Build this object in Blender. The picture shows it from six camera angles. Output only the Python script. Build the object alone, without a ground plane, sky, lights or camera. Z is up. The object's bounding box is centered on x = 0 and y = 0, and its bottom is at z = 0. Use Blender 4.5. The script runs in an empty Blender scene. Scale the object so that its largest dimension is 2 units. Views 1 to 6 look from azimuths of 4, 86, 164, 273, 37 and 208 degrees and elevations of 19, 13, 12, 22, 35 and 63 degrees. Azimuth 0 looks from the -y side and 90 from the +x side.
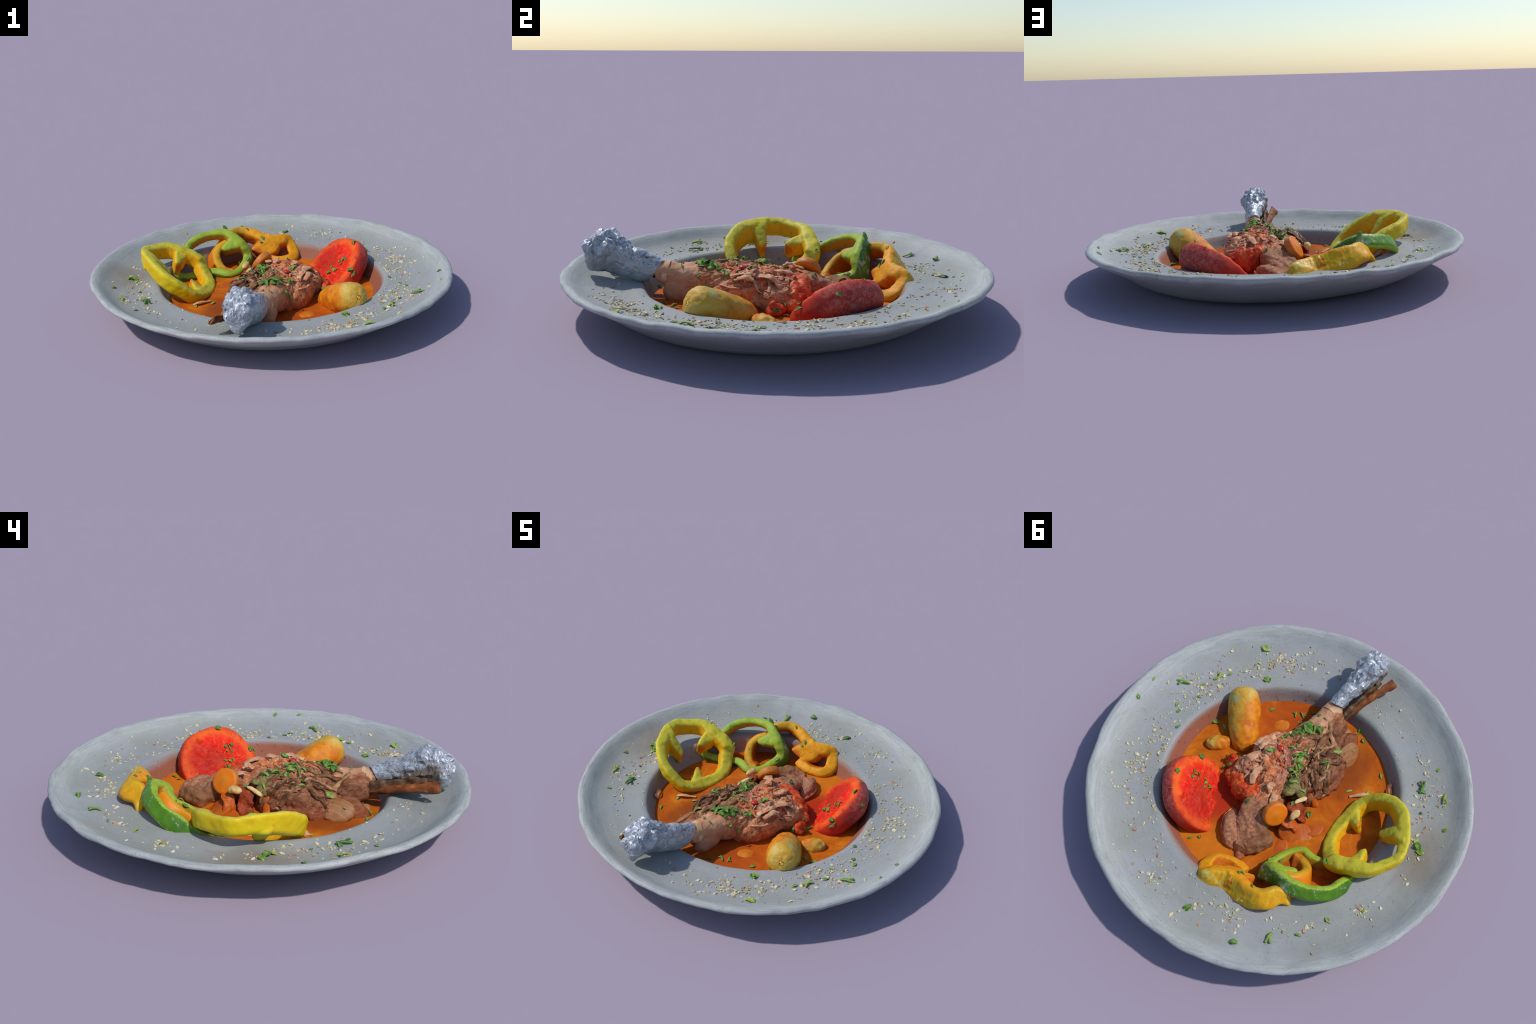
# A plate of stewed lamb shank with vegetables, built part by part.
import bpy, bmesh, math, random
import numpy as np
from mathutils import Vector, Matrix, noise
from mathutils.bvhtree import BVHTree

RNG = random.Random(7)
COLL = bpy.context.scene.collection
SOUP_Z = 0.045


# ------------------------------------------------------------------ node helpers
class NT:
    """Tiny wrapper that makes node graphs readable."""
    def __init__(self, name, rough=0.6, spec=0.25):
        self.m = bpy.data.materials.new(name)
        self.m.use_nodes = True
        self.t = self.m.node_tree
        self.b = self.t.nodes["Principled BSDF"]
        self.b.inputs["Roughness"].default_value = rough
        self.b.inputs["Specular IOR Level"].default_value = spec
        self.tc = self.t.nodes.new("ShaderNodeTexCoord")
        self.obj = self.tc.outputs["Object"]

    def n(self, typ, **kw):
        nd = self.t.nodes.new("ShaderNode" + typ)
        for k, v in kw.items():
            setattr(nd, k, v)
        return nd

    def put(self, sock, v):
        if hasattr(v, "is_output"):
            self.t.links.new(v, sock)
        elif isinstance(v, (tuple, list)) and len(v) == 3 and sock.type == "RGBA":
            sock.default_value = (*v, 1)
        else:
            sock.default_value = v

    def mapping(self, scale=(1, 1, 1), loc=(0, 0, 0), rot=(0, 0, 0), src=None):
        nd = self.n("Mapping")
        nd.inputs["Scale"].default_value = scale
        nd.inputs["Location"].default_value = loc
        nd.inputs["Rotation"].default_value = rot
        self.put(nd.inputs["Vector"], src or self.obj)
        return nd.outputs[0]

    def noise(self, scale, detail=4, rough=0.55, vec=None, dist=0.0):
        nd = self.n("TexNoise")
        self.put(nd.inputs["Vector"], vec or self.obj)
        nd.inputs["Scale"].default_value = scale
        nd.inputs["Detail"].default_value = detail
        nd.inputs["Roughness"].default_value = rough
        nd.inputs["Distortion"].default_value = dist
        return nd.outputs["Fac"]

    def voronoi(self, scale, vec=None, feature="F1", out="Distance", rnd=1.0):
        nd = self.n("TexVoronoi", feature=feature)
        self.put(nd.inputs["Vector"], vec or self.obj)
        nd.inputs["Scale"].default_value = scale
        nd.inputs["Randomness"].default_value = rnd
        return nd.outputs[out]

    def ramp(self, fac, stops, interp="LINEAR"):
        nd = self.n("ValToRGB")
        cr = nd.color_ramp
        cr.interpolation = interp
        while len(cr.elements) < len(stops):
            cr.elements.new(0.5)
        for e, (p, c) in zip(cr.elements, stops):
            e.position = p
            e.color = (*c, 1) if isinstance(c, tuple) else (c, c, c, 1)
        self.put(nd.inputs[0], fac)
        return nd.outputs[0]

    def math(self, op, a, b=0.0, c=0.0):
        nd = self.n("Math", operation=op)
        self.put(nd.inputs[0], a)
        self.put(nd.inputs[1], b)
        self.put(nd.inputs[2], c)
        return nd.outputs[0]

    def step(self, v, lo, hi):
        nd = self.n("MapRange", interpolation_type="SMOOTHSTEP")
        self.put(nd.inputs[0], v)
        nd.inputs[1].default_value = lo
        nd.inputs[2].default_value = hi
        return nd.outputs[0]

    def mix(self, f, a, b, mode="MIX"):
        nd = self.n("Mix", data_type="RGBA", blend_type=mode)
        self.put(nd.inputs["Factor"], f)
        self.put(nd.inputs["A"], a) if False else None
        self.put(nd.inputs[6], a)
        self.put(nd.inputs[7], b)
        return nd.outputs[2]

    def xyz(self, src=None):
        nd = self.n("SeparateXYZ")
        self.put(nd.inputs[0], src or self.obj)
        return nd.outputs

    def dist(self, point, scale=(1, 1, 1)):
        """distance from a point, with axis scaling, on object coordinates"""
        v = self.mapping(scale, tuple(-p * s for p, s in zip(point, scale)))
        nd = self.n("VectorMath", operation="LENGTH")
        self.put(nd.inputs[0], v)
        return nd.outputs["Value"]

    def blob(self, point, r0, r1, scale=(1, 1, 1), wob=0.0, wscale=12):
        d = self.dist(point, scale)
        if wob:
            d = self.math("ADD", d, self.math("MULTIPLY", self.math("SUBTRACT", self.noise(wscale), 0.5), wob))
        return self.math("SUBTRACT", 1.0, self.step(d, r0, r1))

    def bump(self, h, strength=0.3, dist=0.01):
        nd = self.n("Bump")
        nd.inputs["Strength"].default_value = strength
        nd.inputs["Distance"].default_value = dist
        self.put(nd.inputs["Height"], h)
        self.t.links.new(nd.outputs[0], self.b.inputs["Normal"])

    def color(self, c):
        self.put(self.b.inputs["Base Color"], c)
        return self.m


def srgb(r, g, b):
    f = lambda c: (c / 255 / 12.92) if c <= 10 else ((c / 255 + 0.055) / 1.055) ** 2.4
    return (f(r), f(g), f(b))


# ------------------------------------------------------------------ mesh helpers
def make(name, verts, faces, mat, parent=None, smooth=True, loc=None, matrix=None):
    me = bpy.data.meshes.new(name)
    me.from_pydata([tuple(v) for v in verts], [], faces)
    me.update()
    ob = bpy.data.objects.new(name, me)
    COLL.objects.link(ob)
    me.materials.append(mat)
    if smooth:
        me.polygons.foreach_set("use_smooth", [True] * len(me.polygons))
    if matrix is not None:
        ob.matrix_world = matrix
    elif loc is not None:
        ob.location = loc
    if parent is not None:
        ob.parent = parent
    return ob


def label(ob, text, cat):
    ob["label"] = text
    ob["category"] = cat
    return ob


def empty(name, text, cat, loc=(0, 0, 0)):
    e = bpy.data.objects.new(name, None)
    e.empty_display_size = 0.05
    COLL.objects.link(e)
    return label(e, text, cat)


def fix_normals(me):
    bm = bmesh.new()
    bm.from_mesh(me)
    bmesh.ops.recalc_face_normals(bm, faces=bm.faces)
    bm.to_mesh(me)
    bm.free()


def grid_faces(nu, nv, close_u=False, close_v=True, base=0):
    f = []
    for i in range(nu if close_u else nu - 1):
        for j in range(nv if close_v else nv - 1):
            a, b = i, (i + 1) % nu
            c, d = j, (j + 1) % nv
            f.append((base + a * nv + c, base + b * nv + c, base + b * nv + d, base + a * nv + d))
    return f


def catmull(pts, n, closed=False):
    """Catmull-Rom resample of control points of any dimension."""
    p = np.array(pts, float)
    m = len(p)
    segs = m if closed else m - 1
    out = []
    for t in np.linspace(0, segs, n, endpoint=not closed):
        i = min(int(t), segs - 1)
        f = t - i
        g = (lambda k: p[k % m]) if closed else (lambda k: p[min(max(k, 0), m - 1)])
        a, b, c, d = g(i - 1), g(i), g(i + 1), g(i + 2)
        out.append(0.5 * (2 * b + (c - a) * f + (2 * a - 5 * b + 4 * c - d) * f * f + (3 * b - a - 3 * c + d) * f ** 3))
    return np.array(out)


def loft(spine, nseg=48, nring=24, power=2.0, up=(0, 0, 1), cap=True):
    """spine rows: x y z half_width half_height -> closed tube of superellipse sections"""
    s = catmull(spine, nseg)
    P = s[:, :3]
    T = np.gradient(P, axis=0)
    T /= np.linalg.norm(T, axis=1)[:, None]
    V = []
    for p, t, w, h in zip(P, T, s[:, 3], s[:, 4]):
        side = np.cross(t, up)
        side /= np.linalg.norm(side)
        nrm = np.cross(side, t)
        for k in range(nring):
            a = 2 * math.pi * k / nring
            ca, sa = math.cos(a), math.sin(a)
            ca = math.copysign(abs(ca) ** (2 / power), ca)
            sa = math.copysign(abs(sa) ** (2 / power), sa)
            V.append(p + side * ca * w + nrm * sa * h)
    F = grid_faces(nseg, nring)
    if cap:
        for e, i0 in ((0, 0), (1, (nseg - 1) * nring)):
            V.append(np.mean(V[i0:i0 + nring], axis=0))
            c = len(V) - 1
            for k in range(nring):
                a, b = i0 + k, i0 + (k + 1) % nring
                F.append((c, a, b) if e else (c, b, a))
    return V, F


def ellipsoid(c, r, axis=(0, 1, 0), up=(0, 0, 1), nu=20, nv=28):
    """r = (side, along axis, up)"""
    ax = Vector(axis).normalized()
    sd = ax.cross(Vector(up)).normalized()
    u2 = sd.cross(ax)
    V, F = [], []
    for i in range(1, nu):
        th = math.pi * i / nu
        for j in range(nv):
            ph = 2 * math.pi * j / nv
            V.append(Vector(c) + ax * (r[1] * math.cos(th)) + sd * (r[0] * math.sin(th) * math.cos(ph)) + u2 * (r[2] * math.sin(th) * math.sin(ph)))
    F = grid_faces(nu - 1, nv)
    V.append(Vector(c) + ax * r[1])
    V.append(Vector(c) - ax * r[1])
    a, b = len(V) - 2, len(V) - 1
    for j in range(nv):
        F.append((a, j, (j + 1) % nv))
        F.append((b, (nu - 2) * nv + (j + 1) % nv, (nu - 2) * nv + j))
    return V, F


def join_parts(parts):
    V, F = [], []
    for v, f in parts:
        b = len(V)
        V += [tuple(q) for q in v]
        F += [tuple(i + b for i in q) for q in f]
    return V, F


def fuse(name, parts, voxel, smooth=4):
    """union of closed lumps as one skin: voxel remesh and relax"""
    V, F = join_parts(parts)
    me = bpy.data.meshes.new(name)
    me.from_pydata(V, [], F)
    fix_normals_loose(me)
    ob = bpy.data.objects.new(name + "_tmp", me)
    COLL.objects.link(ob)
    md = ob.modifiers.new("r", "REMESH")
    md.mode = "VOXEL"
    md.voxel_size = voxel
    dg = bpy.context.evaluated_depsgraph_get()
    dg.update()
    res = bpy.data.meshes.new_from_object(ob.evaluated_get(dg))
    bpy.data.objects.remove(ob)
    bm = bmesh.new()
    bm.from_mesh(res)
    for _ in range(smooth):
        bmesh.ops.smooth_vert(bm, verts=bm.verts, factor=0.5, use_axis_x=True, use_axis_y=True, use_axis_z=True)
    bm.normal_update()
    V = np.array([v.co[:] for v in bm.verts])
    N = np.array([v.normal[:] for v in bm.verts])
    F = [tuple(v.index for v in f.verts) for f in bm.faces]
    bm.free()
    return V, N, F


def fix_normals_loose(me):
    bm = bmesh.new()
    bm.from_mesh(me)
    bmesh.ops.recalc_face_normals(bm, faces=bm.faces)
    bm.to_mesh(me)
    bm.free()


def normals_of(V, F):
    bm = bmesh.new()
    vs = [bm.verts.new(tuple(v)) for v in V]
    for f in F:
        bm.faces.new([vs[i] for i in f])
    bmesh.ops.recalc_face_normals(bm, faces=bm.faces)
    bm.normal_update()
    N = np.array([v.normal[:] for v in vs])
    F = [tuple(v.index for v in f.verts) for f in bm.faces] if False else F
    bm.free()
    return N


def fbm(p, octaves=4):
    return noise.fractal(Vector(p), 0.9, 2.1, octaves)


def ridged(p, octaves=4):
    return noise.ridged_multi_fractal(Vector(p), 0.9, 2.1, octaves, 1.0, 2.0)


def displace(V, N, fn):
    return np.array([v + n * fn(v, n) for v, n in zip(np.asarray(V, float), np.asarray(N))])


# ------------------------------------------------------------------ materials
def mat_plate():
    t = NT("grey_glaze", 0.6, 0.25)
    x, y, z = t.xyz()
    r = t.math("SQRT", t.math("ADD", t.math("MULTIPLY", x, x), t.math("MULTIPLY", y, y)))
    ang = t.math("ARCTAN2", y, x)
    polar = t.n("CombineXYZ")
    t.put(polar.inputs[0], t.math("COSINE", ang))
    t.put(polar.inputs[1], t.math("SINE", ang))
    t.put(polar.inputs[2], t.math("MULTIPLY", r, 9.0))
    ring = t.noise(5, 6, 0.68, polar.outputs[0], 1.2)
    base = t.ramp(t.noise(3.2, 6, 0.6), [(0.3, srgb(144, 147, 142)), (0.48, srgb(153, 156, 152)), (0.6, srgb(155, 157, 160)), (0.75, srgb(164, 167, 164))])
    base = t.mix(t.math("MULTIPLY", t.step(ring, 0.5, 0.7), 0.3), base, srgb(170, 173, 172))
    base = t.mix(t.math("MULTIPLY", t.step(t.noise(4.5, 6, 0.7, t.mapping((1, 1, 1), (4, 9, 1)), 0.8), 0.5, 0.66), 0.4), base, srgb(140, 143, 140))
    # worn pale rim with darker scuffs running round it
    edge = t.math("MULTIPLY", t.step(r, 0.86, 0.985), t.step(ring, 0.25, 0.66))
    c = t.mix(t.math("MULTIPLY", edge, 0.75), base, srgb(184, 188, 187))
    scuff = t.math("MULTIPLY", t.step(r, 0.955, 0.99), t.step(t.noise(9, 6, 0.75, polar.outputs[0], 2.0), 0.52, 0.68))
    c = t.mix(t.math("MULTIPLY", scuff, 0.55), c, srgb(112, 118, 124))
    # tan stain west of the yellow pepper
    stain = t.blob((-0.80, -0.02, 0.15), 0.02, 0.20, (1.1, 0.75, 1), 0.12, 7)
    c = t.mix(t.math("MULTIPLY", stain, 0.6), c, srgb(118, 98, 70))
    # well wall: warmer, stained by sauce towards the east
    wallm = t.math("SUBTRACT", 1.0, t.step(r, 0.612, 0.638))
    c = t.mix(t.math("MULTIPLY", wallm, 0.65), c, srgb(140, 128, 124))
    east = t.step(t.math("ADD", x, t.math("MULTIPLY", y, 0.9)), -0.3, 0.4)
    low = t.math("SUBTRACT", 1.0, t.step(t.math("ADD", z, t.math("MULTIPLY", t.noise(9), 0.03)), 0.105, 0.15))
    c = t.mix(t.math("MULTIPLY", t.math("MULTIPLY", low, wallm), t.math("MULTIPLY", east, 0.85)), c, srgb(150, 78, 44))
    splash = t.math("MULTIPLY", wallm, t.step(t.noise(55, 2), 0.64, 0.70))
    c = t.mix(t.math("MULTIPLY", splash, 0.8), c, srgb(126, 66, 34))
    # dark iron specks and pale grains in the glaze
    sp = t.math("LESS_THAN", t.voronoi(85), t.math("MULTIPLY", t.step(t.noise(60, 1), 0.36, 0.66), 0.20))
    c = t.mix(t.math("MULTIPLY", sp, 0.55), c, srgb(84, 84, 90))
    sp2 = t.math("LESS_THAN", t.voronoi(52, t.mapping((1, 1, 1), (3, 1, 7))), t.math("MULTIPLY", t.step(t.noise(23, 1), 0.5, 0.8), 0.14))
    c = t.mix(t.math("MULTIPLY", sp2, 0.8), c, srgb(220, 220, 214))
    sp3 = t.math("LESS_THAN", t.voronoi(120, t.mapping((1, 1, 1), (8, 2, 5))), t.math("MULTIPLY", t.step(t.noise(40, 1, 0.5, t.mapping((1, 1, 1), (2, 7, 1))), 0.4, 0.7), 0.22))
    c = t.mix(t.math("MULTIPLY", sp3, 0.5), c, srgb(96, 98, 104))
    t.bump(t.noise(30, 5), 0.2, 0.005)
    return t.color(c)


def mat_soup():
    t = NT("paprika_broth", 0.65, 0.12)
    n1 = t.noise(5, 7, 0.68, None, 1.2)
    c = t.ramp(n1, [(0.28, srgb(140, 62, 12)), (0.42, srgb(176, 84, 14)), (0.56, srgb(192, 100, 18)), (0.70, srgb(206, 126, 30))])
    c = t.mix(t.blob((0.33, 0.2, SOUP_Z), 0.1, 0.24, wob=0.1), c, srgb(176, 48, 22))
    c = t.mix(t.math("MULTIPLY", t.blob((-0.26, -0.33, SOUP_Z), 0.04, 0.17, (1.3, 0.7, 1), 0.06), 0.7), c, srgb(120, 56, 24))
    c = t.mix(t.math("MULTIPLY", t.step(t.noise(13, 5, 0.7, None, 1.0), 0.52, 0.68), 0.3), c, srgb(150, 66, 18))
    c = t.mix(t.math("MULTIPLY", t.blob((0.15, -0.42, SOUP_Z), 0.1, 0.3, wob=0.1), 0.55), c, srgb(168, 66, 22))
    c = t.mix(t.math("MULTIPLY", t.blob((0.14, 0.44, SOUP_Z), 0.05, 0.22, wob=0.1), 0.5), c, srgb(222, 132, 30))
    sp = t.math("LESS_THAN", t.voronoi(34), t.math("MULTIPLY", t.step(t.noise(20, 1), 0.5, 0.8), 0.15))
    c = t.mix(t.math("MULTIPLY", sp, 0.7), c, srgb(92, 40, 18))
    oil = t.math("LESS_THAN", t.voronoi(27, t.mapping((1, 1, 1), (5, 2, 0))), t.math("MULTIPLY", t.step(t.noise(16, 1), 0.55, 0.85), 0.2))
    c = t.mix(t.math("MULTIPLY", oil, 0.5), c, srgb(232, 160, 60))
    t.bump(t.noise(30, 3), 0.1, 0.003)
    return t.color(c)


def mat_meat():
    t = NT("stewed_lamb", 0.6, 0.25)
    x, y, z = t.xyz()
    fib = t.noise(26, 6, 0.65, t.mapping((3.2, 0.7, 2.2)), 1.2)
    c = t.ramp(fib, [(0.28, srgb(90, 50, 34)), (0.40, srgb(154, 90, 58)), (0.52, srgb(196, 128, 86)), (0.70, srgb(222, 170, 124))])
    # pink grain in the middle of the top
    g = t.ramp(t.noise(60, 4), [(0.3, srgb(150, 86, 84)), (0.6, srgb(182, 116, 112)), (0.75, srgb(208, 164, 154))])
    c = t.mix(t.math("MULTIPLY", t.blob((0.05, -0.08, 0.21), 0.03, 0.14, wob=0.12), 0.55), c, g)
    # brown, sauce-soaked western flank
    br = t.ramp(fib, [(0.25, srgb(66, 36, 22)), (0.45, srgb(118, 72, 48)), (0.6, srgb(150, 98, 68)), (0.8, srgb(184, 138, 104))])
    west = t.math("SUBTRACT", 1.0, t.step(t.math("ADD", x, t.math("MULTIPLY", t.math("SUBTRACT", t.noise(9), 0.5), 0.14)), -0.10, -0.02))
    c = t.mix(west, c, br)
    # reddish orange sauce film: low and on the eastern bulge
    low = t.math("SUBTRACT", 1.0, t.step(z, 0.05, 0.14))
    c = t.mix(t.math("MULTIPLY", low, t.math("MULTIPLY_ADD", t.noise(14), 0.7, 0.15)), c, srgb(156, 74, 40))
    pat = t.step(t.noise(17, 4, 0.6, t.mapping((1, 1, 1), (2, 0, 4))), 0.52, 0.62)
    east = t.step(x, 0.02, 0.16)
    c = t.mix(t.math("MULTIPLY", t.math("MULTIPLY", pat, east), 0.7), c, srgb(204, 100, 44))
    pale = t.step(t.noise(20, 5, 0.7, t.mapping((1.6, 0.8, 1), (7, 1, 2)), 1.0), 0.54, 0.62)
    c = t.mix(t.math("MULTIPLY", pale, t.math("MULTIPLY", east, 0.6)), c, srgb(214, 174, 136))
    red = t.step(t.noise(22, 4, 0.6, t.mapping((1, 1, 1), (9, 3, 1))), 0.58, 0.66)
    c = t.mix(t.math("MULTIPLY", red, t.math("MULTIPLY", t.math("SUBTRACT", 1.0, west), 0.65)), c, srgb(188, 58, 38))
    # pale sinew near the bone
    neck = t.math("MULTIPLY", t.math("SUBTRACT", 1.0, t.step(y, -0.44, -0.33)), t.step(t.math("ADD", x, t.math("MULTIPLY", t.math("SUBTRACT", t.noise(16), 0.5), 0.08)), -0.075, -0.035))
    c = t.mix(t.math("MULTIPLY", neck, t.math("MULTIPLY_ADD", t.noise(8), 0.9, 0.05)), c, srgb(212, 170, 136))
    c = t.mix(t.math("MULTIPLY", t.step(t.noise(12, 4, 0.6, t.mapping((1, 1, 1), (4, 4, 4))), 0.6, 0.7), t.math("MULTIPLY", neck, 0.8)), c, srgb(208, 104, 54))
    # salt grains
    s = t.math("LESS_THAN", t.voronoi(80), t.math("MULTIPLY", t.step(t.noise(14, 1), 0.5, 0.8), 0.2))
    c = t.mix(t.math("MULTIPLY", s, 0.6), c, srgb(226, 216, 204))
    t.bump(t.noise(70, 5, 0.7, t.mapping((2.5, 0.8, 2))), 0.5, 0.008)
    return t.color(c)


def mat_chunk():
    t = NT("cut_meat_face", 0.65, 0.2)
    x, y, z = t.xyz()
    c = t.ramp(t.noise(75, 5, 0.7), [(0.3, srgb(120, 74, 52)), (0.5, srgb(170, 114, 84)), (0.72, srgb(200, 148, 112))])
    w = t.math("SUBTRACT", 1.0, t.step(t.math("ADD", x, t.math("MULTIPLY", t.noise(10), 0.1)), -0.01, 0.07))
    c = t.mix(t.math("MULTIPLY", w, 0.7), c, srgb(122, 84, 52))
    low = t.math("SUBTRACT", 1.0, t.step(z, 0.045, 0.09))
    c = t.mix(t.math("MULTIPLY", low, 0.6), c, srgb(170, 92, 50))
    t.bump(t.noise(110, 4, 0.7), 0.5, 0.006)
    return t.color(c)


def mat_simple(name, stops, scale=20, rough=0.6, spec=0.25, bump=0.2, bscale=60, stretch=(1, 1, 1), detail=5):
    t = NT(name, rough, spec)
    v = t.mapping(stretch)
    c = t.ramp(t.noise(scale, detail, 0.6, v), [(p, srgb(*q)) for p, q in stops])
    if bump:
        t.bump(t.noise(bscale, 4, 0.6, v), bump, 0.006)
    return t.color(c)


def mat_foil():
    t = NT("crumpled_foil", 0.42, 0.4)
    t.b.inputs["Metallic"].default_value = 0.3
    x, y, z = t.xyz()
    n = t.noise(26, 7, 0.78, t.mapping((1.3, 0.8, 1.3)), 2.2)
    c = t.ramp(n, [(0.36, srgb(70, 73, 80)), (0.44, srgb(146, 151, 160)), (0.52, srgb(184, 190, 199)), (0.60, srgb(176, 182, 192)), (0.66, srgb(234, 238, 244))])  # black and white reflections of the crinkles painted into the base colour
    # the side towards the potato was pressed smooth
    sm = t.math("SUBTRACT", z, t.math("MULTIPLY_ADD", y, -0.36, -0.03))
    sm = t.math("SUBTRACT", sm, t.math("MULTIPLY", t.math("ADD", x, t.math("MULTIPLY_ADD", y, -0.25, -0.14)), 0.9))
    smooth = t.math("SUBTRACT", 1.0, t.step(t.math("ADD", sm, t.math("MULTIPLY", t.noise(15), 0.05)), 0.0, 0.05))
    c = t.mix(t.math("MULTIPLY", smooth, 0.85), c, t.ramp(t.noise(9, 3), [(0.3, srgb(150, 155, 160)), (0.7, srgb(184, 190, 198))]))
    # stained brown flank above the bone splinter
    dx = t.math("SUBTRACT", x, t.math("MULTIPLY_ADD", y, 0.322, 0.17))
    dz = t.math("SUBTRACT", z, t.math("MULTIPLY_ADD", y, -0.30, 0.0035))
    d = t.math("ADD", t.math("MULTIPLY", dx, 0.85), t.math("MULTIPLY", dz, 0.45))
    d = t.math("ADD", d, t.math("MULTIPLY", t.math("SUBTRACT", t.noise(20, 4), 0.5), 0.05))
    dirt = t.math("MULTIPLY", t.math("SUBTRACT", 1.0, t.step(d, -0.050, -0.030)), t.step(y, -0.87, -0.82))
    c = t.mix(t.math("MULTIPLY", dirt, 0.9), c, t.ramp(t.noise(30, 5), [(0.35, srgb(70, 54, 42)), (0.55, srgb(112, 94, 76)), (0.7, srgb(160, 156, 150))]))
    inv = t.math("SUBTRACT", 1.0, dirt)
    t.put(t.b.inputs["Metallic"], t.math("MULTIPLY", inv, 0.3))
    t.bump(t.math('ADD', t.voronoi(38, t.mapping((1.2, 0.8, 1))), t.noise(70, 3)), 0.45, 0.008)
    return t.color(c)


def mat_tomato():
    """local z is the cut normal"""
    t = NT("cooked_tomato", 0.6, 0.2)
    x, y, z = t.xyz()
    r = t.math("SQRT", t.math("ADD", t.math("MULTIPLY", x, x), t.math("MULTIPLY", y, y)))
    rn = t.math("ADD", r, t.math("MULTIPLY", t.math("SUBTRACT", t.noise(16, 4), 0.5), 0.06))
    flesh = t.ramp(rn, [(0.0, srgb(186, 44, 16)), (0.07, srgb(206, 20, 8)), (0.125, srgb(230, 22, 10)), (0.15, srgb(232, 50, 14)), (0.178, srgb(234, 96, 30)), (0.2, srgb(220, 72, 28))])
    ang = t.math("ARCTAN2", y, x)
    pol = t.n("CombineXYZ")
    t.put(pol.inputs[0], t.math("MULTIPLY", t.math("COSINE", ang), 2.6))
    t.put(pol.inputs[1], t.math("MULTIPLY", t.math("SINE", ang), 2.6))
    t.put(pol.inputs[2], t.math("MULTIPLY", r, 9.0))
    rad = t.noise(2.6, 6, 0.7, pol.outputs[0], 0.8)
    flesh = t.mix(t.math("MULTIPLY", t.step(rad, 0.5, 0.64), 0.55), flesh, srgb(232, 104, 40))
    flesh = t.mix(t.math("MULTIPLY", t.math("SUBTRACT", 1.0, t.step(rad, 0.34, 0.46)), 0.6), flesh, srgb(176, 14, 8))
    vein = t.noise(18, 5, 0.7, t.mapping((1.0, 3.0, 1)), 1.5)
    flesh = t.mix(t.math("MULTIPLY", t.step(vein, 0.5, 0.66), 0.6), flesh, srgb(228, 92, 34))
    flesh = t.mix(t.math("MULTIPLY", t.step(t.noise(13, 5, 0.7, t.mapping((1, 1, 1), (5, 5, 0))), 0.5, 0.68), 0.5), flesh, srgb(170, 26, 10))
    fr = t.step(t.noise(42, 3, 0.6, t.mapping((1, 1, 1), (1, 8, 0))), 0.66, 0.71)
    flesh = t.mix(t.math('MULTIPLY', fr, 0.7), flesh, srgb(84, 62, 22))
    dark = t.math("MULTIPLY", t.blob((-0.10, 0.02, 0), 0.03, 0.14, wob=0.08), 0.6)
    flesh = t.mix(dark, flesh, srgb(166, 34, 22))
    skin = t.ramp(t.noise(7, 5), [(0.32, srgb(158, 30, 16)), (0.5, srgb(182, 44, 26)), (0.68, srgb(204, 64, 40))])
    haze = t.step(t.noise(48, 7, 0.85, None, 0.3), 0.40, 0.66)
    up = t.blob((0.0, 0.20, -0.05), 0.10, 0.24, wob=0.12)
    skin = t.mix(t.math("MULTIPLY", t.math("MULTIPLY", haze, up), 0.75), skin, srgb(184, 126, 122))
    m = t.step(z, -0.016, -0.004)
    t.bump(t.noise(40, 5, 0.65, None, 0.5), 0.35, 0.008)
    return t.color(t.mix(m, skin, flesh))


def mat_potato():
    t = NT("roasted_potato_skin", 0.55, 0.3)
    x, y, z = t.xyz()
    n = t.noise(9, 5, 0.65, None, 0.8)
    c = t.ramp(n, [(0.28, srgb(156, 106, 30)), (0.42, srgb(196, 142, 40)), (0.54, srgb(204, 160, 58)), (0.7, srgb(200, 178, 92))])
    w = t.step(t.math("ADD", x, t.math("MULTIPLY", t.math("SUBTRACT", t.noise(13, 4), 0.5), 0.12)), -0.04, 0.035)
    c = t.mix(t.math("SUBTRACT", 1.0, w), c, t.ramp(t.noise(18, 5), [(0.35, srgb(196, 100, 16)), (0.6, srgb(226, 142, 24))]))
    p = t.step(t.noise(30, 6, 0.7, None, 1.2), 0.57, 0.66)
    c = t.mix(t.math("MULTIPLY", t.math("MULTIPLY", p, w), 0.5), c, srgb(206, 200, 164))
    c = t.mix(t.math("MULTIPLY", t.blob((0.080, -0.049, 0.106), 0.018, 0.034, wob=0.02, wscale=30), 0.8), c, srgb(166, 168, 110))
    c = t.mix(t.math("MULTIPLY", t.step(t.noise(40, 4), 0.66, 0.72), 0.6), c, srgb(168, 84, 26))
    t.bump(t.noise(32, 5, 0.65), 0.4, 0.008)
    return t.color(c)


def mat_leaf(name, a, b, vein):
    t = NT(name, 0.55, 0.25)
    oi = t.n("ObjectInfo").outputs["Random"]
    n = t.math("MULTIPLY_ADD", t.noise(60, 3), 0.6, t.math("MULTIPLY", oi, 0.4))
    c = t.ramp(n, [(0.25, srgb(*a)), (0.75, srgb(*b))])
    x, y, z = t.xyz()
    rib = t.math("SUBTRACT", 1.0, t.step(t.math("ABSOLUTE", y), 0.0, 0.0022))
    c = t.mix(t.math("MULTIPLY", rib, 0.5), c, srgb(*vein))
    return t.color(c)


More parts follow.
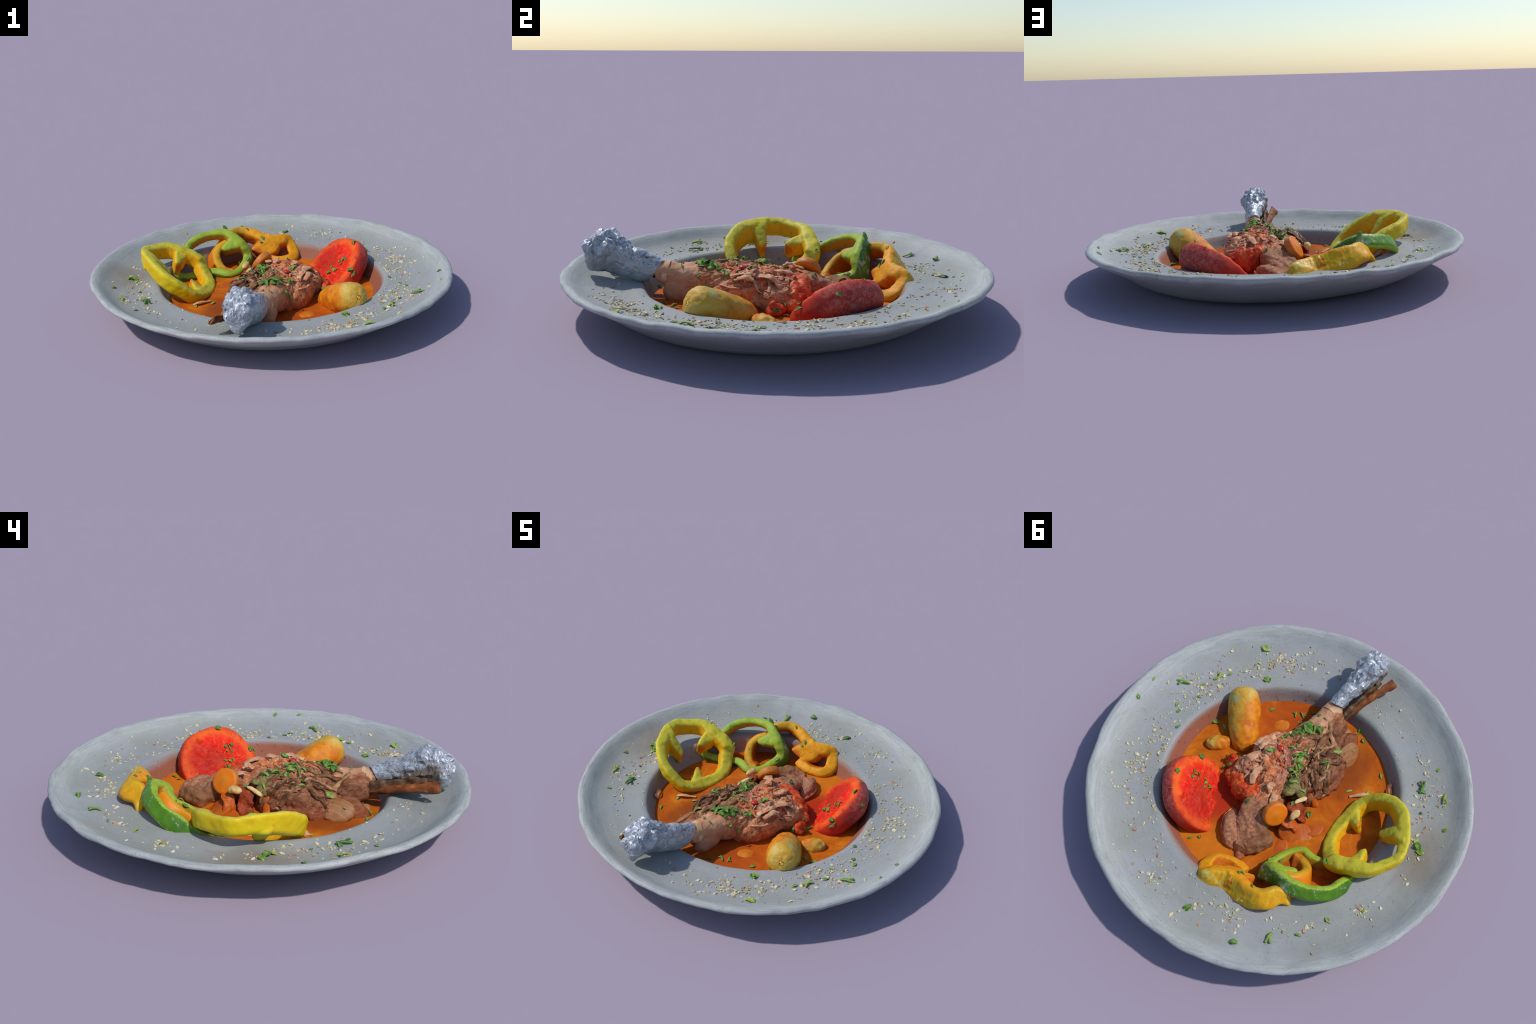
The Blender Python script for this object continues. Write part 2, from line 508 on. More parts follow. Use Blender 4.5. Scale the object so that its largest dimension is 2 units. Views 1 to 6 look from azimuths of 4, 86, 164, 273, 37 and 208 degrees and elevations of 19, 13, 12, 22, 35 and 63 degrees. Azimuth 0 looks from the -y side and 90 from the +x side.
# ------------------------------------------------------------------ plate
def build_plate():
    # profile: radius fraction, z ; outside bottom -> rim -> well floor
    prof = [(0.00, 0.003), (0.30, 0.002), (0.60, 0.000), (0.66, 0.001), (0.695, 0.007), (0.73, 0.020), (0.78, 0.045), (0.835, 0.080), (0.90, 0.122),
            (0.95, 0.151), (0.98, 0.167), (0.996, 0.177), (1.000, 0.186), (0.996, 0.194), (0.985, 0.199), (0.970, 0.197), (0.948, 0.185),
            (0.918, 0.166), (0.882, 0.149), (0.842, 0.137), (0.80, 0.1295),
            (0.74, 0.126), (0.69, 0.127), (0.655, 0.1295), (0.636, 0.130), (0.625, 0.127), (0.616, 0.119),
            (0.603, 0.095), (0.590, 0.065), (0.570, 0.036), (0.545, 0.024), (0.30, 0.018), (0.0, 0.018)]
    dense = []
    for (r0, z0), (r1, z1) in zip(prof[:-1], prof[1:]):
        k = max(1, int(math.hypot(r1 - r0, z1 - z0) / 0.014))
        for i in range(k):
            f = i / k
            dense.append((r0 + (r1 - r0) * f, z0 + (z1 - z0) * f))
    dense.append(prof[-1])
    n = 360
    V = []
    for pi, (r, z) in enumerate(dense):
        for k in range(n):
            th = 2 * math.pi * k / n
            ct, st = math.cos(th), math.sin(th)
            rim = min(1, max(0, (r - 0.9) / 0.08))
            mid = min(1, max(0, (r - 0.45) / 0.15))
            # slightly oval well, off-centre towards the south
            lip = max(0.0, 1 - abs(r - 0.62) / 0.2)
            rr = r + lip * (0.0046 * math.cos(2 * th) + 0.0092 * math.sin(2 * th))
            q = Vector((ct * 3.2, st * 3.2, z * 4))
            q2 = Vector((ct * 11, st * 11, z * 10))
            rr += rim * (0.006 * noise.noise(q * 1.3) + 0.0042 * noise.noise(q2 * 0.8) + 0.0016 * (ridged((ct * 16, st * 16, 4), 2) - 1))
            low = max(0.0, min(1.0, (0.122 - z) / 0.06)) * max(0.0, 1 - abs(r - 0.585) / 0.06) if pi > len(dense) // 2 else 0.0
            rr -= 0.016 * low * max(0.0, math.cos(th - 0.15))
            rr += (lip * 0.5) * 0.006 * noise.noise(Vector((ct * 7, st * 7, 3)))
            x = rr * ct + 0.004 * lip
            y = rr * st - 0.005 - 0.009 * lip
            zz = z + mid * (-0.006 * ct + 0.010 * st) * (1 if r < 0.8 else 0.85)
            if pi > 0:
                zz += rim * (0.006 * noise.noise(q * 1.7 + Vector((5, 0, 0))) + 0.0062 * noise.noise(q2 * 0.9 + Vector((0, 9, 0))))
                zz -= 0.007 * max(0, -0.75 * ct - 0.6 * st) * max(0, 1 - abs(r - 0.9) / 0.08) * (1 if z > 0.1 else 0)
                zz += 0.004 * max(0, 1 - abs(r - 0.93) / 0.06) * noise.noise(Vector((ct * 9, st * 9, 2)))
                zz += 0.0015 * noise.noise(Vector((x * 6, y * 6, 1))) * mid
            V.append((x, y, max(zz, 0.0)))
    F = grid_faces(len(dense), n)
    ob = make("plate", V, F, mat_plate())
    bm = bmesh.new()
    bm.from_mesh(ob.data)
    bmesh.ops.remove_doubles(bm, verts=bm.verts, dist=1e-6)
    bmesh.ops.recalc_face_normals(bm, faces=bm.faces)
    bm.to_mesh(ob.data)
    bm.free()
    ob.data.polygons.foreach_set("use_smooth", [True] * len(ob.data.polygons))
    return label(ob, "wide grey stoneware soup plate with uneven rim", "plate")


def build_soup():
    V = [(0.004, -0.014, SOUP_Z)]
    rings, n = 60, 220
    for i in range(1, rings + 1):
        for k in range(n):
            th = 2 * math.pi * k / n
            r = 0.592 * i / rings
            r *= 1 + (0.0075 * math.cos(2 * th) + 0.015 * math.sin(2 * th)) * (i / rings)
            x, y = r * math.cos(th) + 0.006, r * math.sin(th) - 0.014
            z = SOUP_Z + 0.0022 * fbm((x * 6, y * 6, 0.5), 3) + (0.003 if i == rings else 0)
            V.append((x, y, z))
    F = [(0, 1 + k, 1 + (k + 1) % n) for k in range(n)]
    F += [(1 + (i - 1) * n + k, 1 + i * n + k, 1 + i * n + (k + 1) % n, 1 + (i - 1) * n + (k + 1) % n) for i in range(1, rings) for k in range(n)]
    # a shallow body under the surface so the broth has depth
    b = len(V)
    for k in range(n):
        th = 2 * math.pi * k / n
        V.append((0.55 * math.cos(th) + 0.004, 0.55 * math.sin(th) - 0.014, 0.020))
    top = 1 + (rings - 1) * n
    F += [(top + k, b + k, b + (k + 1) % n, top + (k + 1) % n) for k in range(n)]
    F.append(tuple(b + k for k in reversed(range(n))))
    ob = make("stew_broth", V, F, mat_soup())
    return label(ob, "thick orange paprika broth filling the plate's well", "stew")


# ------------------------------------------------------------------ lamb shank
def capsule_chain(rows, n=30):
    return loft([list(r) for r in rows], n, 24)


def build_shank():
    root = empty("lamb_shank", "braised lamb shank with foil wrapped bone end", "meat")
    parts = [
        # slim end beside the foil
        loft([(-0.024, -0.565, 0.170, 0.042, 0.044), (-0.020, -0.53, 0.168, 0.051, 0.053), (-0.010, -0.47, 0.160, 0.056, 0.058), (0.000, -0.40, 0.146, 0.064, 0.064), (0.018, -0.33, 0.130, 0.082, 0.080), (0.042, -0.25, 0.115, 0.110, 0.095), (0.07, -0.18, 0.10, 0.125, 0.10)], 34, 26),
        ellipsoid((0.005, -0.45, 0.085), (0.048, 0.085, 0.075)),
        ellipsoid((-0.085, -0.44, 0.125), (0.045, 0.095, 0.070), (0.15, 1, 0.1)),
        ellipsoid((-0.065, -0.50, 0.150), (0.035, 0.05, 0.050)),
        # main eastern muscle
        ellipsoid((0.098, -0.155, 0.085), (0.142, 0.190, 0.115), (0.42, 1, 0.05)),
        ellipsoid((0.155, -0.01, 0.085), (0.132, 0.12, 0.095), (0.4, 1, 0)),
        # crest along the top
        ellipsoid((0.020, -0.20, 0.155), (0.085, 0.14, 0.075), (0.08, 1, 0.0)),
        ellipsoid((0.05, -0.03, 0.125), (0.11, 0.11, 0.075), (0.1, 1, -0.1)),
        # western flank, lower and folded
        ellipsoid((-0.14, -0.25, 0.06), (0.105, 0.175, 0.090), (-0.12, 1, 0)),
        ellipsoid((-0.16, -0.19, 0.10), (0.060, 0.13, 0.062), (0.05, 1, 0)),
        ellipsoid((-0.10, -0.11, 0.075), (0.10, 0.11, 0.090), (0.1, 1, 0)),
        ellipsoid((-0.070, -0.27, 0.140), (0.050, 0.16, 0.054), (0.05, 1, 0.06)),
        ellipsoid((-0.145, -0.235, 0.115), (0.062, 0.105, 0.068), (0.05, 1, 0.1)),
        ellipsoid((-0.085, -0.16, 0.140), (0.075, 0.12, 0.050), (0.1, 1, 0.1)),
        ellipsoid((-0.15, -0.43, 0.045), (0.06, 0.10, 0.07), (0.3, 1, 0.1)),
        ellipsoid((0.03, 0.09, 0.10), (0.10, 0.09, 0.085), (0.1, 1, -0.4)),
    ]
    V, N, F = fuse("meat", parts, 0.0055, 5)

    def relief(v, n):
        x, y, z = v
        d = 0.011 * fbm((x * 8, y * 8, z * 8), 3)
        west = max(0.0, min(1.0, (-x - 0.0) / 0.08))
        neck = max(0.0, min(1.0, (-y - 0.36) / 0.1))
        # warped fibres: the lookup drifts so that tears do not run parallel
        wx, wy, wz = (0.05 * noise.noise(Vector((x * 6 + k, y * 6, z * 6 - k))) for k in (0, 11, 23))
        ridge = ridged(((x + wx) * 17 + y * 4, (y + wy) * 8, (z + wz) * 13), 5) - 1.0
        d += (0.007 + 0.010 * west) * ridge * (1 - 0.7 * neck)
        cell = noise.voronoi(Vector(((x + wx) * 14, (y + wy) * 9, (z + wz) * 14)))[0]
        d += 0.012 * (min(0.5, cell[1] - cell[0]) - 0.25) * (1 - 0.6 * neck)
        tat = max(0.0, 1 - abs((x - 0.16) / 0.15)) * max(0.0, 1 - abs((y + 0.05) / 0.22))
        d += 0.020 * tat * fbm(((x + wx) * 20, (y + wy) * 20, z * 20), 4)
        # crevice between crest and western flank, and a second one lower down
        f1 = math.exp(-((x + 0.075 - 0.15 * (y + 0.25) + wx * 0.5) / 0.014) ** 2) * (1 - neck)
        f2 = math.exp(-((z - 0.115 - 0.12 * (y + 0.2) + wz * 0.6) / 0.010) ** 2) * west
        d -= (0.020 * f1 + 0.022 * f2) * (0.7 + fbm((x * 7, y * 7, 3), 2))
        return d
    V = displace(V, N, relief)
    meat = make("meat", V, F, mat_meat(), root)

    # cut end of the muscle: a block, a crescent slice and a brown slab
    mc = mat_chunk()

    def chunk(name, parts, vox=0.006, amp=0.006, mat=mc):
        v, nn, f = fuse(name, parts, vox, 2)
        v = displace(v, nn, lambda p, q: amp * 1.3 * fbm(tuple(p * 13), 4) + amp * 0.35 * fbm(tuple(p * 55), 2) + amp * 1.2 * (ridged((p[0] * 10 + p[1] * 8, p[1] * 9, p[2] * 16), 3) - 1))
        return make(name, v, f, mat, root)
    chunk("meat_chunk", [loft([(0.040, 0.08, 0.115, 0.07, 0.060), (0.035, 0.15, 0.100, 0.088, 0.066), (0.030, 0.22, 0.074, 0.086, 0.058), (0.022, 0.29, 0.056, 0.072, 0.048), (0.012, 0.34, 0.046, 0.045, 0.034), (0.008, 0.36, 0.042, 0.012, 0.012)], 30, 28, 4.0)])
    chunk("meat_chunk", [loft([(0.148, 0.195, 0.05, 0.012, 0.02), (0.140, 0.23, 0.055, 0.03, 0.042), (0.122, 0.29, 0.058, 0.042, 0.046), (0.085, 0.345, 0.050, 0.045, 0.042), (0.045, 0.385, 0.042, 0.02, 0.02)], 24, 20, 4.5)])
    chunk("meat_chunk", [loft([(0.055, 0.36, 0.045, 0.03, 0.03), (0.0, 0.335, 0.062, 0.055, 0.035), (-0.05, 0.29, 0.07, 0.06, 0.04), (-0.085, 0.24, 0.06, 0.04, 0.035)], 20, 18, 4.0, up=(0.2, -0.5, 0.8))])
    chunk("meat_chunk", [ellipsoid((0.005, 0.385, 0.045), (0.045, 0.03, 0.022), (1, 0.2, 0))], 0.005, 0.004)

    # shredded strands lying over the crest
    strand_mat = mat_simple("pale_meat_strand", [(0.3, (186, 112, 76)), (0.5, (206, 152, 116)), (0.7, (218, 180, 142))], 30, stretch=(1, 1, 1))
    strands = [[(0.19, -0.215, 0.178, .020), (0.205, -0.16, 0.193, .026), (0.215, -0.125, 0.186, .018)],
               [(0.162, -0.225, 0.190, .014), (0.180, -0.165, 0.206, .017), (0.195, -0.12, 0.198, .012)],
               [(0.18, -0.10, 0.190, .016), (0.205, -0.05, 0.192, .028), (0.232, -0.01, 0.160, .022), (0.245, 0.005, 0.12, .014)],
               [(0.12, -0.03, 0.206, .016), (0.135, 0.03, 0.198, .026), (0.12, 0.075, 0.180, .014)],
               [(0.02, 0.02, 0.195, .014), (0.03, 0.048, 0.212, .020), (0.015, 0.075, 0.200, .012)],
               [(-0.015, 0.06, 0.188, .018), (-0.02, 0.10, 0.184, .022), (-0.03, 0.13, 0.165, .012)]]
    for s in strands:
        v, f = loft([(x, y, z, w * RNG.uniform(0.8, 1.1), w * 0.32) for x, y, z, w in s], 30, 16)
        nn = normals_of(v, f)
        v = displace(v, nn, lambda p, q: 0.009 * fbm(tuple(p * 30), 4) + 0.003 * (ridged((p[0] * 60, p[1] * 20, p[2] * 60), 2) - 1))
        make("meat_strand", v, f, strand_mat, root)
    # hundreds of fine tatters and curled fibres lying on the meat
    tree = BVHTree.FromPolygons([tuple(p) for p in V], F)
    shreds = {0: [], 1: [], 2: []}
    rr = random.Random(5)
    for i in range(110):
        if i < 50:
            x, y = rr.gauss(0.15, 0.06), rr.gauss(-0.05, 0.08)
        elif i < 70:
            x, y = rr.gauss(-0.12, 0.05), rr.gauss(-0.20, 0.10)
        else:
            x, y = rr.gauss(0.03, 0.05), rr.gauss(-0.13, 0.13)
        hit, nrm, _, _ = tree.ray_cast(Vector((x, y, 1)), Vector((0, 0, -1)))
        if hit is None or hit.z < 0.06 or y < -0.42:
            continue
        d = Vector((rr.gauss(0.25, 0.5), 1, rr.gauss(0, 0.3)))
        d = (d - nrm * d.dot(nrm)).normalized()
        sd = nrm.cross(d)
        L, w = rr.uniform(0.014, 0.050), rr.uniform(0.002, 0.007)
        lift = rr.uniform(0.0, 0.004)
        bend = rr.uniform(-0.2, 0.2) * L
        rows = []
        for k in range(4):
            u = k / 3 - 0.5
            p = hit + d * (u * L) + sd * (bend * (u * u * 4)) + nrm * (0.001 + lift * (1 - 4 * u * u) + rr.uniform(0, 0.002))
            rows.append((*p, w * (1.1 - abs(u)) * rr.uniform(0.6, 1.2), w * 0.35))
        kind = 1 if x < -0.03 else (2 if rr.random() < 0.25 else 0)
        shreds[kind].append(loft(rows, 7, 6, up=tuple(nrm)))
    tones = [("meat_shreds", [(0.3, (150, 88, 62)), (0.5, (184, 122, 90)), (0.75, (208, 160, 124))]), ("brown_meat_shreds", [(0.3, (92, 58, 36)), (0.5, (142, 102, 70)), (0.75, (190, 156, 120))]), ("sauced_meat_shreds", [(0.3, (176, 56, 28)), (0.6, (210, 92, 44)), (0.8, (216, 130, 80))])]
    for k, (nm, st) in enumerate(tones):
        v, f = join_parts(shreds[k])
        ob = make(nm, v, f, mat_simple(nm + "_tone", st, 30), root)
        ob["kind"] = "stuff"

    # layered strips of muscle draped over the body, edges lifting here and there
    def drape(path, w, h, lift):
        rows = []
        for i, (x, y) in enumerate(path):
            hit, nrm, _, _ = tree.ray_cast(Vector((x, y, 1)), Vector((0, 0, -1)))
            if hit is None or hit.z < 0.03:
                break
            k = math.sin(math.pi * (i + 0.5) / len(path))
            p = hit + nrm * (lift * (0.3 + 0.7 * rr.random()))
            rows.append((*p, w * (0.45 + 0.55 * k) * rr.uniform(0.75, 1.25), h))
        if len(rows) < 4:
            return None
        v, f = loft(rows, 26, 12, 2.6, up=(rr.uniform(-0.4, 0.4), 0.1, 1))
        nn = normals_of(v, f)
        k1 = rr.uniform(0, 50)
        v = displace(v, nn, lambda p, q: 0.0045 * fbm((p[0] * 34 + k1, p[1] * 34, p[2] * 34), 4) + 0.002 * (ridged((p[0] * 70, p[1] * 25, p[2] * 70 + k1), 2) - 1))
        return v, f
    brown = [mat_simple("brown_muscle_strip", [(0.3, (74, 44, 26)), (0.5, (124, 84, 54)), (0.75, (166, 124, 88))], 24), mat_simple("dark_muscle_strip", [(0.3, (58, 34, 22)), (0.55, (100, 64, 40)), (0.75, (146, 100, 66))], 24), mat_simple("tan_muscle_strip", [(0.3, (128, 88, 56)), (0.5, (168, 126, 88)), (0.75, (200, 162, 122))], 24)]
    pink = [strand_mat, mat_simple("rosy_muscle_strip", [(0.3, (152, 92, 72)), (0.5, (186, 126, 98)), (0.75, (212, 162, 130))], 26), mat_simple("orange_stained_strip", [(0.3, (176, 84, 44)), (0.5, (204, 112, 62)), (0.75, (216, 160, 116))], 26)]
    for i in range(34):      # west: long strips roughly along the bone, sagging to the broth
        x, y = rr.uniform(-0.22, -0.035), rr.uniform(-0.42, -0.14)
        a = rr.gauss(0.15, 0.35)
        st = rr.uniform(0.014, 0.030)
        path = []
        for k in range(7):
            path.append((x, y))
            a += rr.gauss(0, 0.22)
            x, y = x + st * math.sin(a), y + st * math.cos(a)
        r = drape(path, rr.uniform(0.005, 0.013), rr.uniform(0.003, 0.006), rr.uniform(0.000, 0.010))
        if r:
            make("muscle_strip", *r, brown[0] if rr.random() < 0.5 else rr.choice(brown), root)
    for i in range(44):      # east: tatters hanging down over the bulge
        x, y = rr.uniform(0.02, 0.16), rr.gauss(-0.09, 0.09)
        a = rr.gauss(0.85, 0.55)
        st = rr.uniform(0.010, 0.024)
        path = []
        for k in range(7):
            path.append((x, y))
            a += rr.gauss(0, 0.2)
            x, y = x + st * math.sin(a), y + st * math.cos(a)
        r = drape(path, rr.uniform(0.005, 0.013), rr.uniform(0.003, 0.006), rr.uniform(0.0, 0.008))
        if r:
            make("muscle_strip", *r, rr.choice(pink), root)
    # sinew strips at the bone, western side
    for i, s in enumerate([[(-0.02, -0.50, 0.210, .006, .004), (-0.058, -0.495, 0.190, .014, .005), (-0.084, -0.475, 0.155, .008, .005), (-0.104, -0.455, 0.105, .013, .005), (-0.14, -0.44, 0.05, .018, .005)],
              [(-0.035, -0.535, 0.200, .004, .003), (-0.066, -0.53, 0.170, .010, .004), (-0.088, -0.510, 0.115, .006, .004), (-0.125, -0.495, 0.05, .010, .004)],
              [(-0.030, -0.515, 0.204, .004, .003), (-0.075, -0.505, 0.165, .007, .004), (-0.080, -0.47, 0.11, .005, .004), (-0.115, -0.47, 0.05, .009, .004)],
              [(-0.015, -0.45, 0.214, .006, .004), (-0.055, -0.43, 0.200, .012, .005), (-0.085, -0.39, 0.175, .010, .005), (-0.13, -0.36, 0.148, .014, .004)],
              [(-0.05, -0.11, 0.200, .006, .004), (-0.09, -0.06, 0.18, .010, .005), (-0.13, -0.03, 0.14, .007, .004), (-0.16, -0.02, 0.08, .010, .004)]]):
        v, f = loft(s, 40, 14, 2.6)
        nn = normals_of(v, f)
        v = displace(v, nn, lambda p, q: 0.008 * fbm(tuple(p * 24), 4) + 0.003 * (ridged((p[0] * 50, p[1] * 50, p[2] * 15), 2) - 1))
        make("sinew", v, f, brown[2] if i in (0, 3) else brown[0], root)

    # foil wrapped around the bone: coarse faceted skin with sharp creases
    # slices along the bone: y, centre x, half width, lowest z, highest z, keel (narrowing below), lean
    slices = catmull([(-0.572, -0.024, .042, .122, .236, .10, .036), (-0.62, -0.032, .045, .122, .254, .15, .028), (-0.68, -0.058, .054, .128, .282, .25, .018), (-0.73, -0.074, .062, .136, .324, .40, .008),
                      (-0.775, -0.096, .074, .142, .354, .55, 0), (-0.82, -0.106, .081, .150, .362, .65, -.004), (-0.86, -0.108, .073, .155, .342, .70, -.006), (-0.888, -0.100, .060, .158, .312, .70, -.008),
                      (-0.904, -0.100, .038, .164, .282, .60, -.006), (-0.912, -0.100, .008, .20, .24, .3, 0)], 42)
    nr = 36
    v = []
    for y, cx, w, zb, zt, keel, lean in slices:
        zc, h = (zb + zt) / 2, (zt - zb) / 2
        for k in range(nr):
            th = 2 * math.pi * k / nr
            ca, sa = math.cos(th), math.sin(th)
            ca = math.copysign(abs(ca) ** 0.85, ca)
            v.append((cx + w * ca * (1 - keel * max(0, -sa) * (1.15 if ca > 0 else 0.3 + 1.0 * min(1, max(0, (y + 0.875) / 0.06)))), y + lean * sa, zc + h * sa))
    f = grid_faces(len(slices), nr)
    f += [tuple(range(nr)), tuple(reversed(range((len(slices) - 1) * nr, len(slices) * nr)))]
    v = np.array(v)
    nn = normals_of(v, f)
    out = []
    for p, q in zip(v, nn):
        end = max(0.0, min(1.0, (-p[1] - 0.60) / 0.12))
        ax_z = 0.176 + 0.30 * (-p[1] - 0.575)
        top = max(0.0, min(1.0, (p[2] - ax_z + 0.05) / 0.05))
        amp = (0.12 + 0.88 * end) * (0.30 + 0.70 * top)
        cell = noise.voronoi(Vector(tuple(p * 13)))[0]
        cell2 = noise.voronoi(Vector(tuple(p * 27 + 3)))[0]
        d = 0.045 * ((cell[1] - cell[0]) - 0.22) + 0.012 * ((cell2[1] - cell2[0]) - 0.25) + 0.0025 * RNG.uniform(-1, 1)
        j = np.array([RNG.uniform(-1, 1) for _ in range(3)]) * 0.003
        out.append(p + q * d * amp + j * amp)
    v = np.array(out)
    f2 = []
    for q in f:      # split quads along random diagonals so that creases wander
        if len(q) == 4:
            f2 += [(q[0], q[1], q[2]), (q[0], q[2], q[3])] if RNG.random() < 0.5 else [(q[0], q[1], q[3]), (q[1], q[2], q[3])]
        else:
            f2 += [(q[0], q[i], q[i + 1]) for i in range(1, len(q) - 1)]
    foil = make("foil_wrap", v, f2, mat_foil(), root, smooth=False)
    fix_normals(foil.data)

    # loose brown splinter bone with a scooped end
    web, wf = loft([(-0.080, -0.52, 0.140, 0.012, 0.035), (-0.100, -0.60, 0.155, 0.014, 0.034), (-0.125, -0.68, 0.175, 0.014, 0.034), (-0.150, -0.75, 0.195, 0.014, 0.036), (-0.165, -0.80, 0.215, 0.010, 0.024)], 50, 20, 2.5)
    wn = normals_of(web, wf)
    web = displace(web, wn, lambda p, q: 0.007 * fbm((p[0] * 22, p[1] * 16, p[2] * 22), 4) + 0.005 * (ridged((p[0] * 40, p[1] * 12, p[2] * 40), 3) - 1))
    make("dark_tendon", web, wf, mat_simple("dark_tendon_tone", [(0.3, (46, 30, 20)), (0.5, (92, 66, 44)), (0.75, (140, 112, 84))], 26), root)
    v, f = loft([(-0.075, -0.515, 0.128, 0.016, 0.014), (-0.112, -0.60, 0.150, 0.019, 0.009), (-0.155, -0.69, 0.173, 0.018, 0.008), (-0.198, -0.775, 0.198, 0.024, 0.008), (-0.225, -0.82, 0.210, 0.030, 0.009), (-0.233, -0.836, 0.214, 0.029, 0.005)], 60, 24, 2.5, up=(-0.7, 0.3, 0.6))
    nn = normals_of(v, f)
    v = displace(v, nn, lambda p, q: 0.007 * fbm((p[0] * 20, p[1] * 12, p[2] * 20), 4) + 0.004 * (ridged((p[0] * 45, p[1] * 9, p[2] * 45), 3) - 1))
    make("bone_splinter", v, f, mat_simple("browned_bone", [(0.3, (70, 34, 18)), (0.5, (122, 66, 32)), (0.7, (160, 96, 50))], 16, stretch=(1.5, 0.5, 1.5)), root)
    # pale bone collar between foil and meat
    v, f = loft([(-0.021, -0.548, 0.170, 0.048, 0.050), (-0.019, -0.530, 0.168, 0.054, 0.055), (-0.015, -0.51, 0.165, 0.055, 0.057)], 14, 30)
    nn = normals_of(v, f)
    v = displace(v, nn, lambda p, q: 0.006 * fbm(tuple(p * 24), 3))
    make("gristle_collar", v, f, mat_simple("pale_gristle", [(0.3, (176, 120, 84)), (0.55, (200, 164, 128)), (0.75, (208, 190, 158))], 18), root)
    return root, meat, foil


# ------------------------------------------------------------------ peppers
def wall(rows, plane_n, side, closed, n, inner_scale=1.0):
    """pepper wall swept along the outer front edge.
    rows: x y z, wall thickness, then the vector from the front cut to the back cut.
    Returns vertices, faces and for each vertex its zone: 0 skin, 1 cut flesh, 2 inner lining."""
    s = catmull(rows, n, closed)
    P = s[:, :3]
    T = (np.roll(P, -1, 0) - np.roll(P, 1, 0)) if closed else np.gradient(P, axis=0)
    T /= np.linalg.norm(T, axis=1)[:, None]
    W = side * np.cross(np.array(plane_n) / np.linalg.norm(plane_n), T)
    W /= np.linalg.norm(W, axis=1)[:, None]
    if closed:
        for _ in range(3):
            W = (np.roll(W, 1, 0) + W * 2 + np.roll(W, -1, 0)) / 4
    k, V, Z = 24, [], []
    for i in range(n):
        for j in range(k):
            t = 2 * math.pi * j / k
            ca, sa = math.cos(t), math.sin(t)
            a = 0.5 - 0.5 * math.copysign(abs(ca) ** 0.5, ca)
            b = 0.5 - 0.5 * math.copysign(abs(sa) ** 0.38, sa)
            V.append(P[i] + W[i] * s[i, 3] * a + s[i, 4:7] * b)
            Z.append(1 if (b < 0.06 or b > 0.96) else (0 if a < 0.5 else 2))
    F = grid_faces(n, k, close_u=closed)
    if not closed:
        F.append(tuple(range(k))[::-1])
        F.append(tuple(range((n - 1) * k, n * k)))
    return V, F, Z


def pepper(name, parts, mats, lab, amp=0.004, wrinkle=0.0, vox=0.005, rib_zone=2, parent=None):
    from mathutils.kdtree import KDTree
    V, N, F = fuse(name, [(v, f) for v, f, z in parts], vox, 5)
    pts = [(p, z[i]) for v, f, z in parts for i, p in enumerate(v)]
    kd = KDTree(len(pts))
    for i, (p, z) in enumerate(pts):
        kd.insert(Vector(p), i)
    kd.balance()
    zone = []
    for v in V:       # the knife cut wins where a rib runs into the wall
        near = kd.find_n(Vector(v), 8)
        zs = [pts[i][1] for _, i, d in near if d < near[0][2] + 0.0035]
        zone.append(1 if 1 in zs else pts[near[0][1]][1])

    def f(p, q):
        d = 0.0045 + amp * fbm(tuple(p * 12), 2) + amp * 0.22 * fbm(tuple(p * 45), 2)
        return d
    V2 = displace(V, N, f)
    if wrinkle:
        for i, z in enumerate(zone):
            if z == 0:
                p = V[i]
                V2[i] += N[i] * wrinkle * (ridged((p[0] * 30, p[1] * 12, p[2] * 9), 3) - 1)
    ob = make(name, V2, F, mats[0], parent)
    for m in mats[1:]:
        ob.data.materials.append(m)
    for p in ob.data.polygons:
        zs = [zone[i] for i in p.vertices]
        p.material_index = max(set(zs), key=zs.count) if len(mats) > 2 else 0
    return label(ob, lab, "pepper slice")


def mat_skin(name, a, b, pale_streaks=None):
    t = NT(name, 0.45, 0.35)
    c = t.ramp(t.noise(8, 4, 0.6), [(0.35, srgb(*a)), (0.65, srgb(*b))])
    if pale_streaks:
        p, r, col = pale_streaks
        w = t.step(t.noise(26, 5, 0.7, t.mapping((1, 1, 0.5)), 0.8), 0.46, 0.58)
        c = t.mix(t.math("MULTIPLY", t.math("MULTIPLY", w, t.blob(p, r * 0.55, r)), 0.8), c, srgb(*col))  # paler streaky patch mixed into the outer skin's colour
        st = t.step(t.noise(40, 3, 0.6, t.mapping((1.2, 1.2, 0.25))), 0.62, 0.68)
        c = t.mix(t.math("MULTIPLY", st, 0.45), c, srgb(*col))
    t.bump(t.noise(45, 4, 0.6, t.mapping((1, 1, 0.5))), 0.3, 0.006)
    return t.color(c)


def mat_flesh(name, pale, dark, blobs=()):
    t = NT(name, 0.55, 0.25)
    c = t.ramp(t.noise(22, 5, 0.65), [(0.30, srgb(*dark)), (0.46, srgb(*pale)), (0.75, tuple(min(1, q * 1.12) for q in srgb(*pale)))])
    sp = t.step(t.noise(48, 3, 0.6, t.mapping((1, 1, 1), (3, 3, 3))), 0.60, 0.68)
    c = t.mix(t.math('MULTIPLY', sp, 0.45), c, tuple(q * 0.55 for q in srgb(*dark)))
    for p, r, col in blobs:
        c = t.mix(t.math("MULTIPLY", t.blob(p, r * 0.4, r, wob=0.03, wscale=30), 0.9), c, srgb(*col))
    t.bump(t.noise(70, 3, 0.6), 0.18, 0.004)
    return t.color(c)


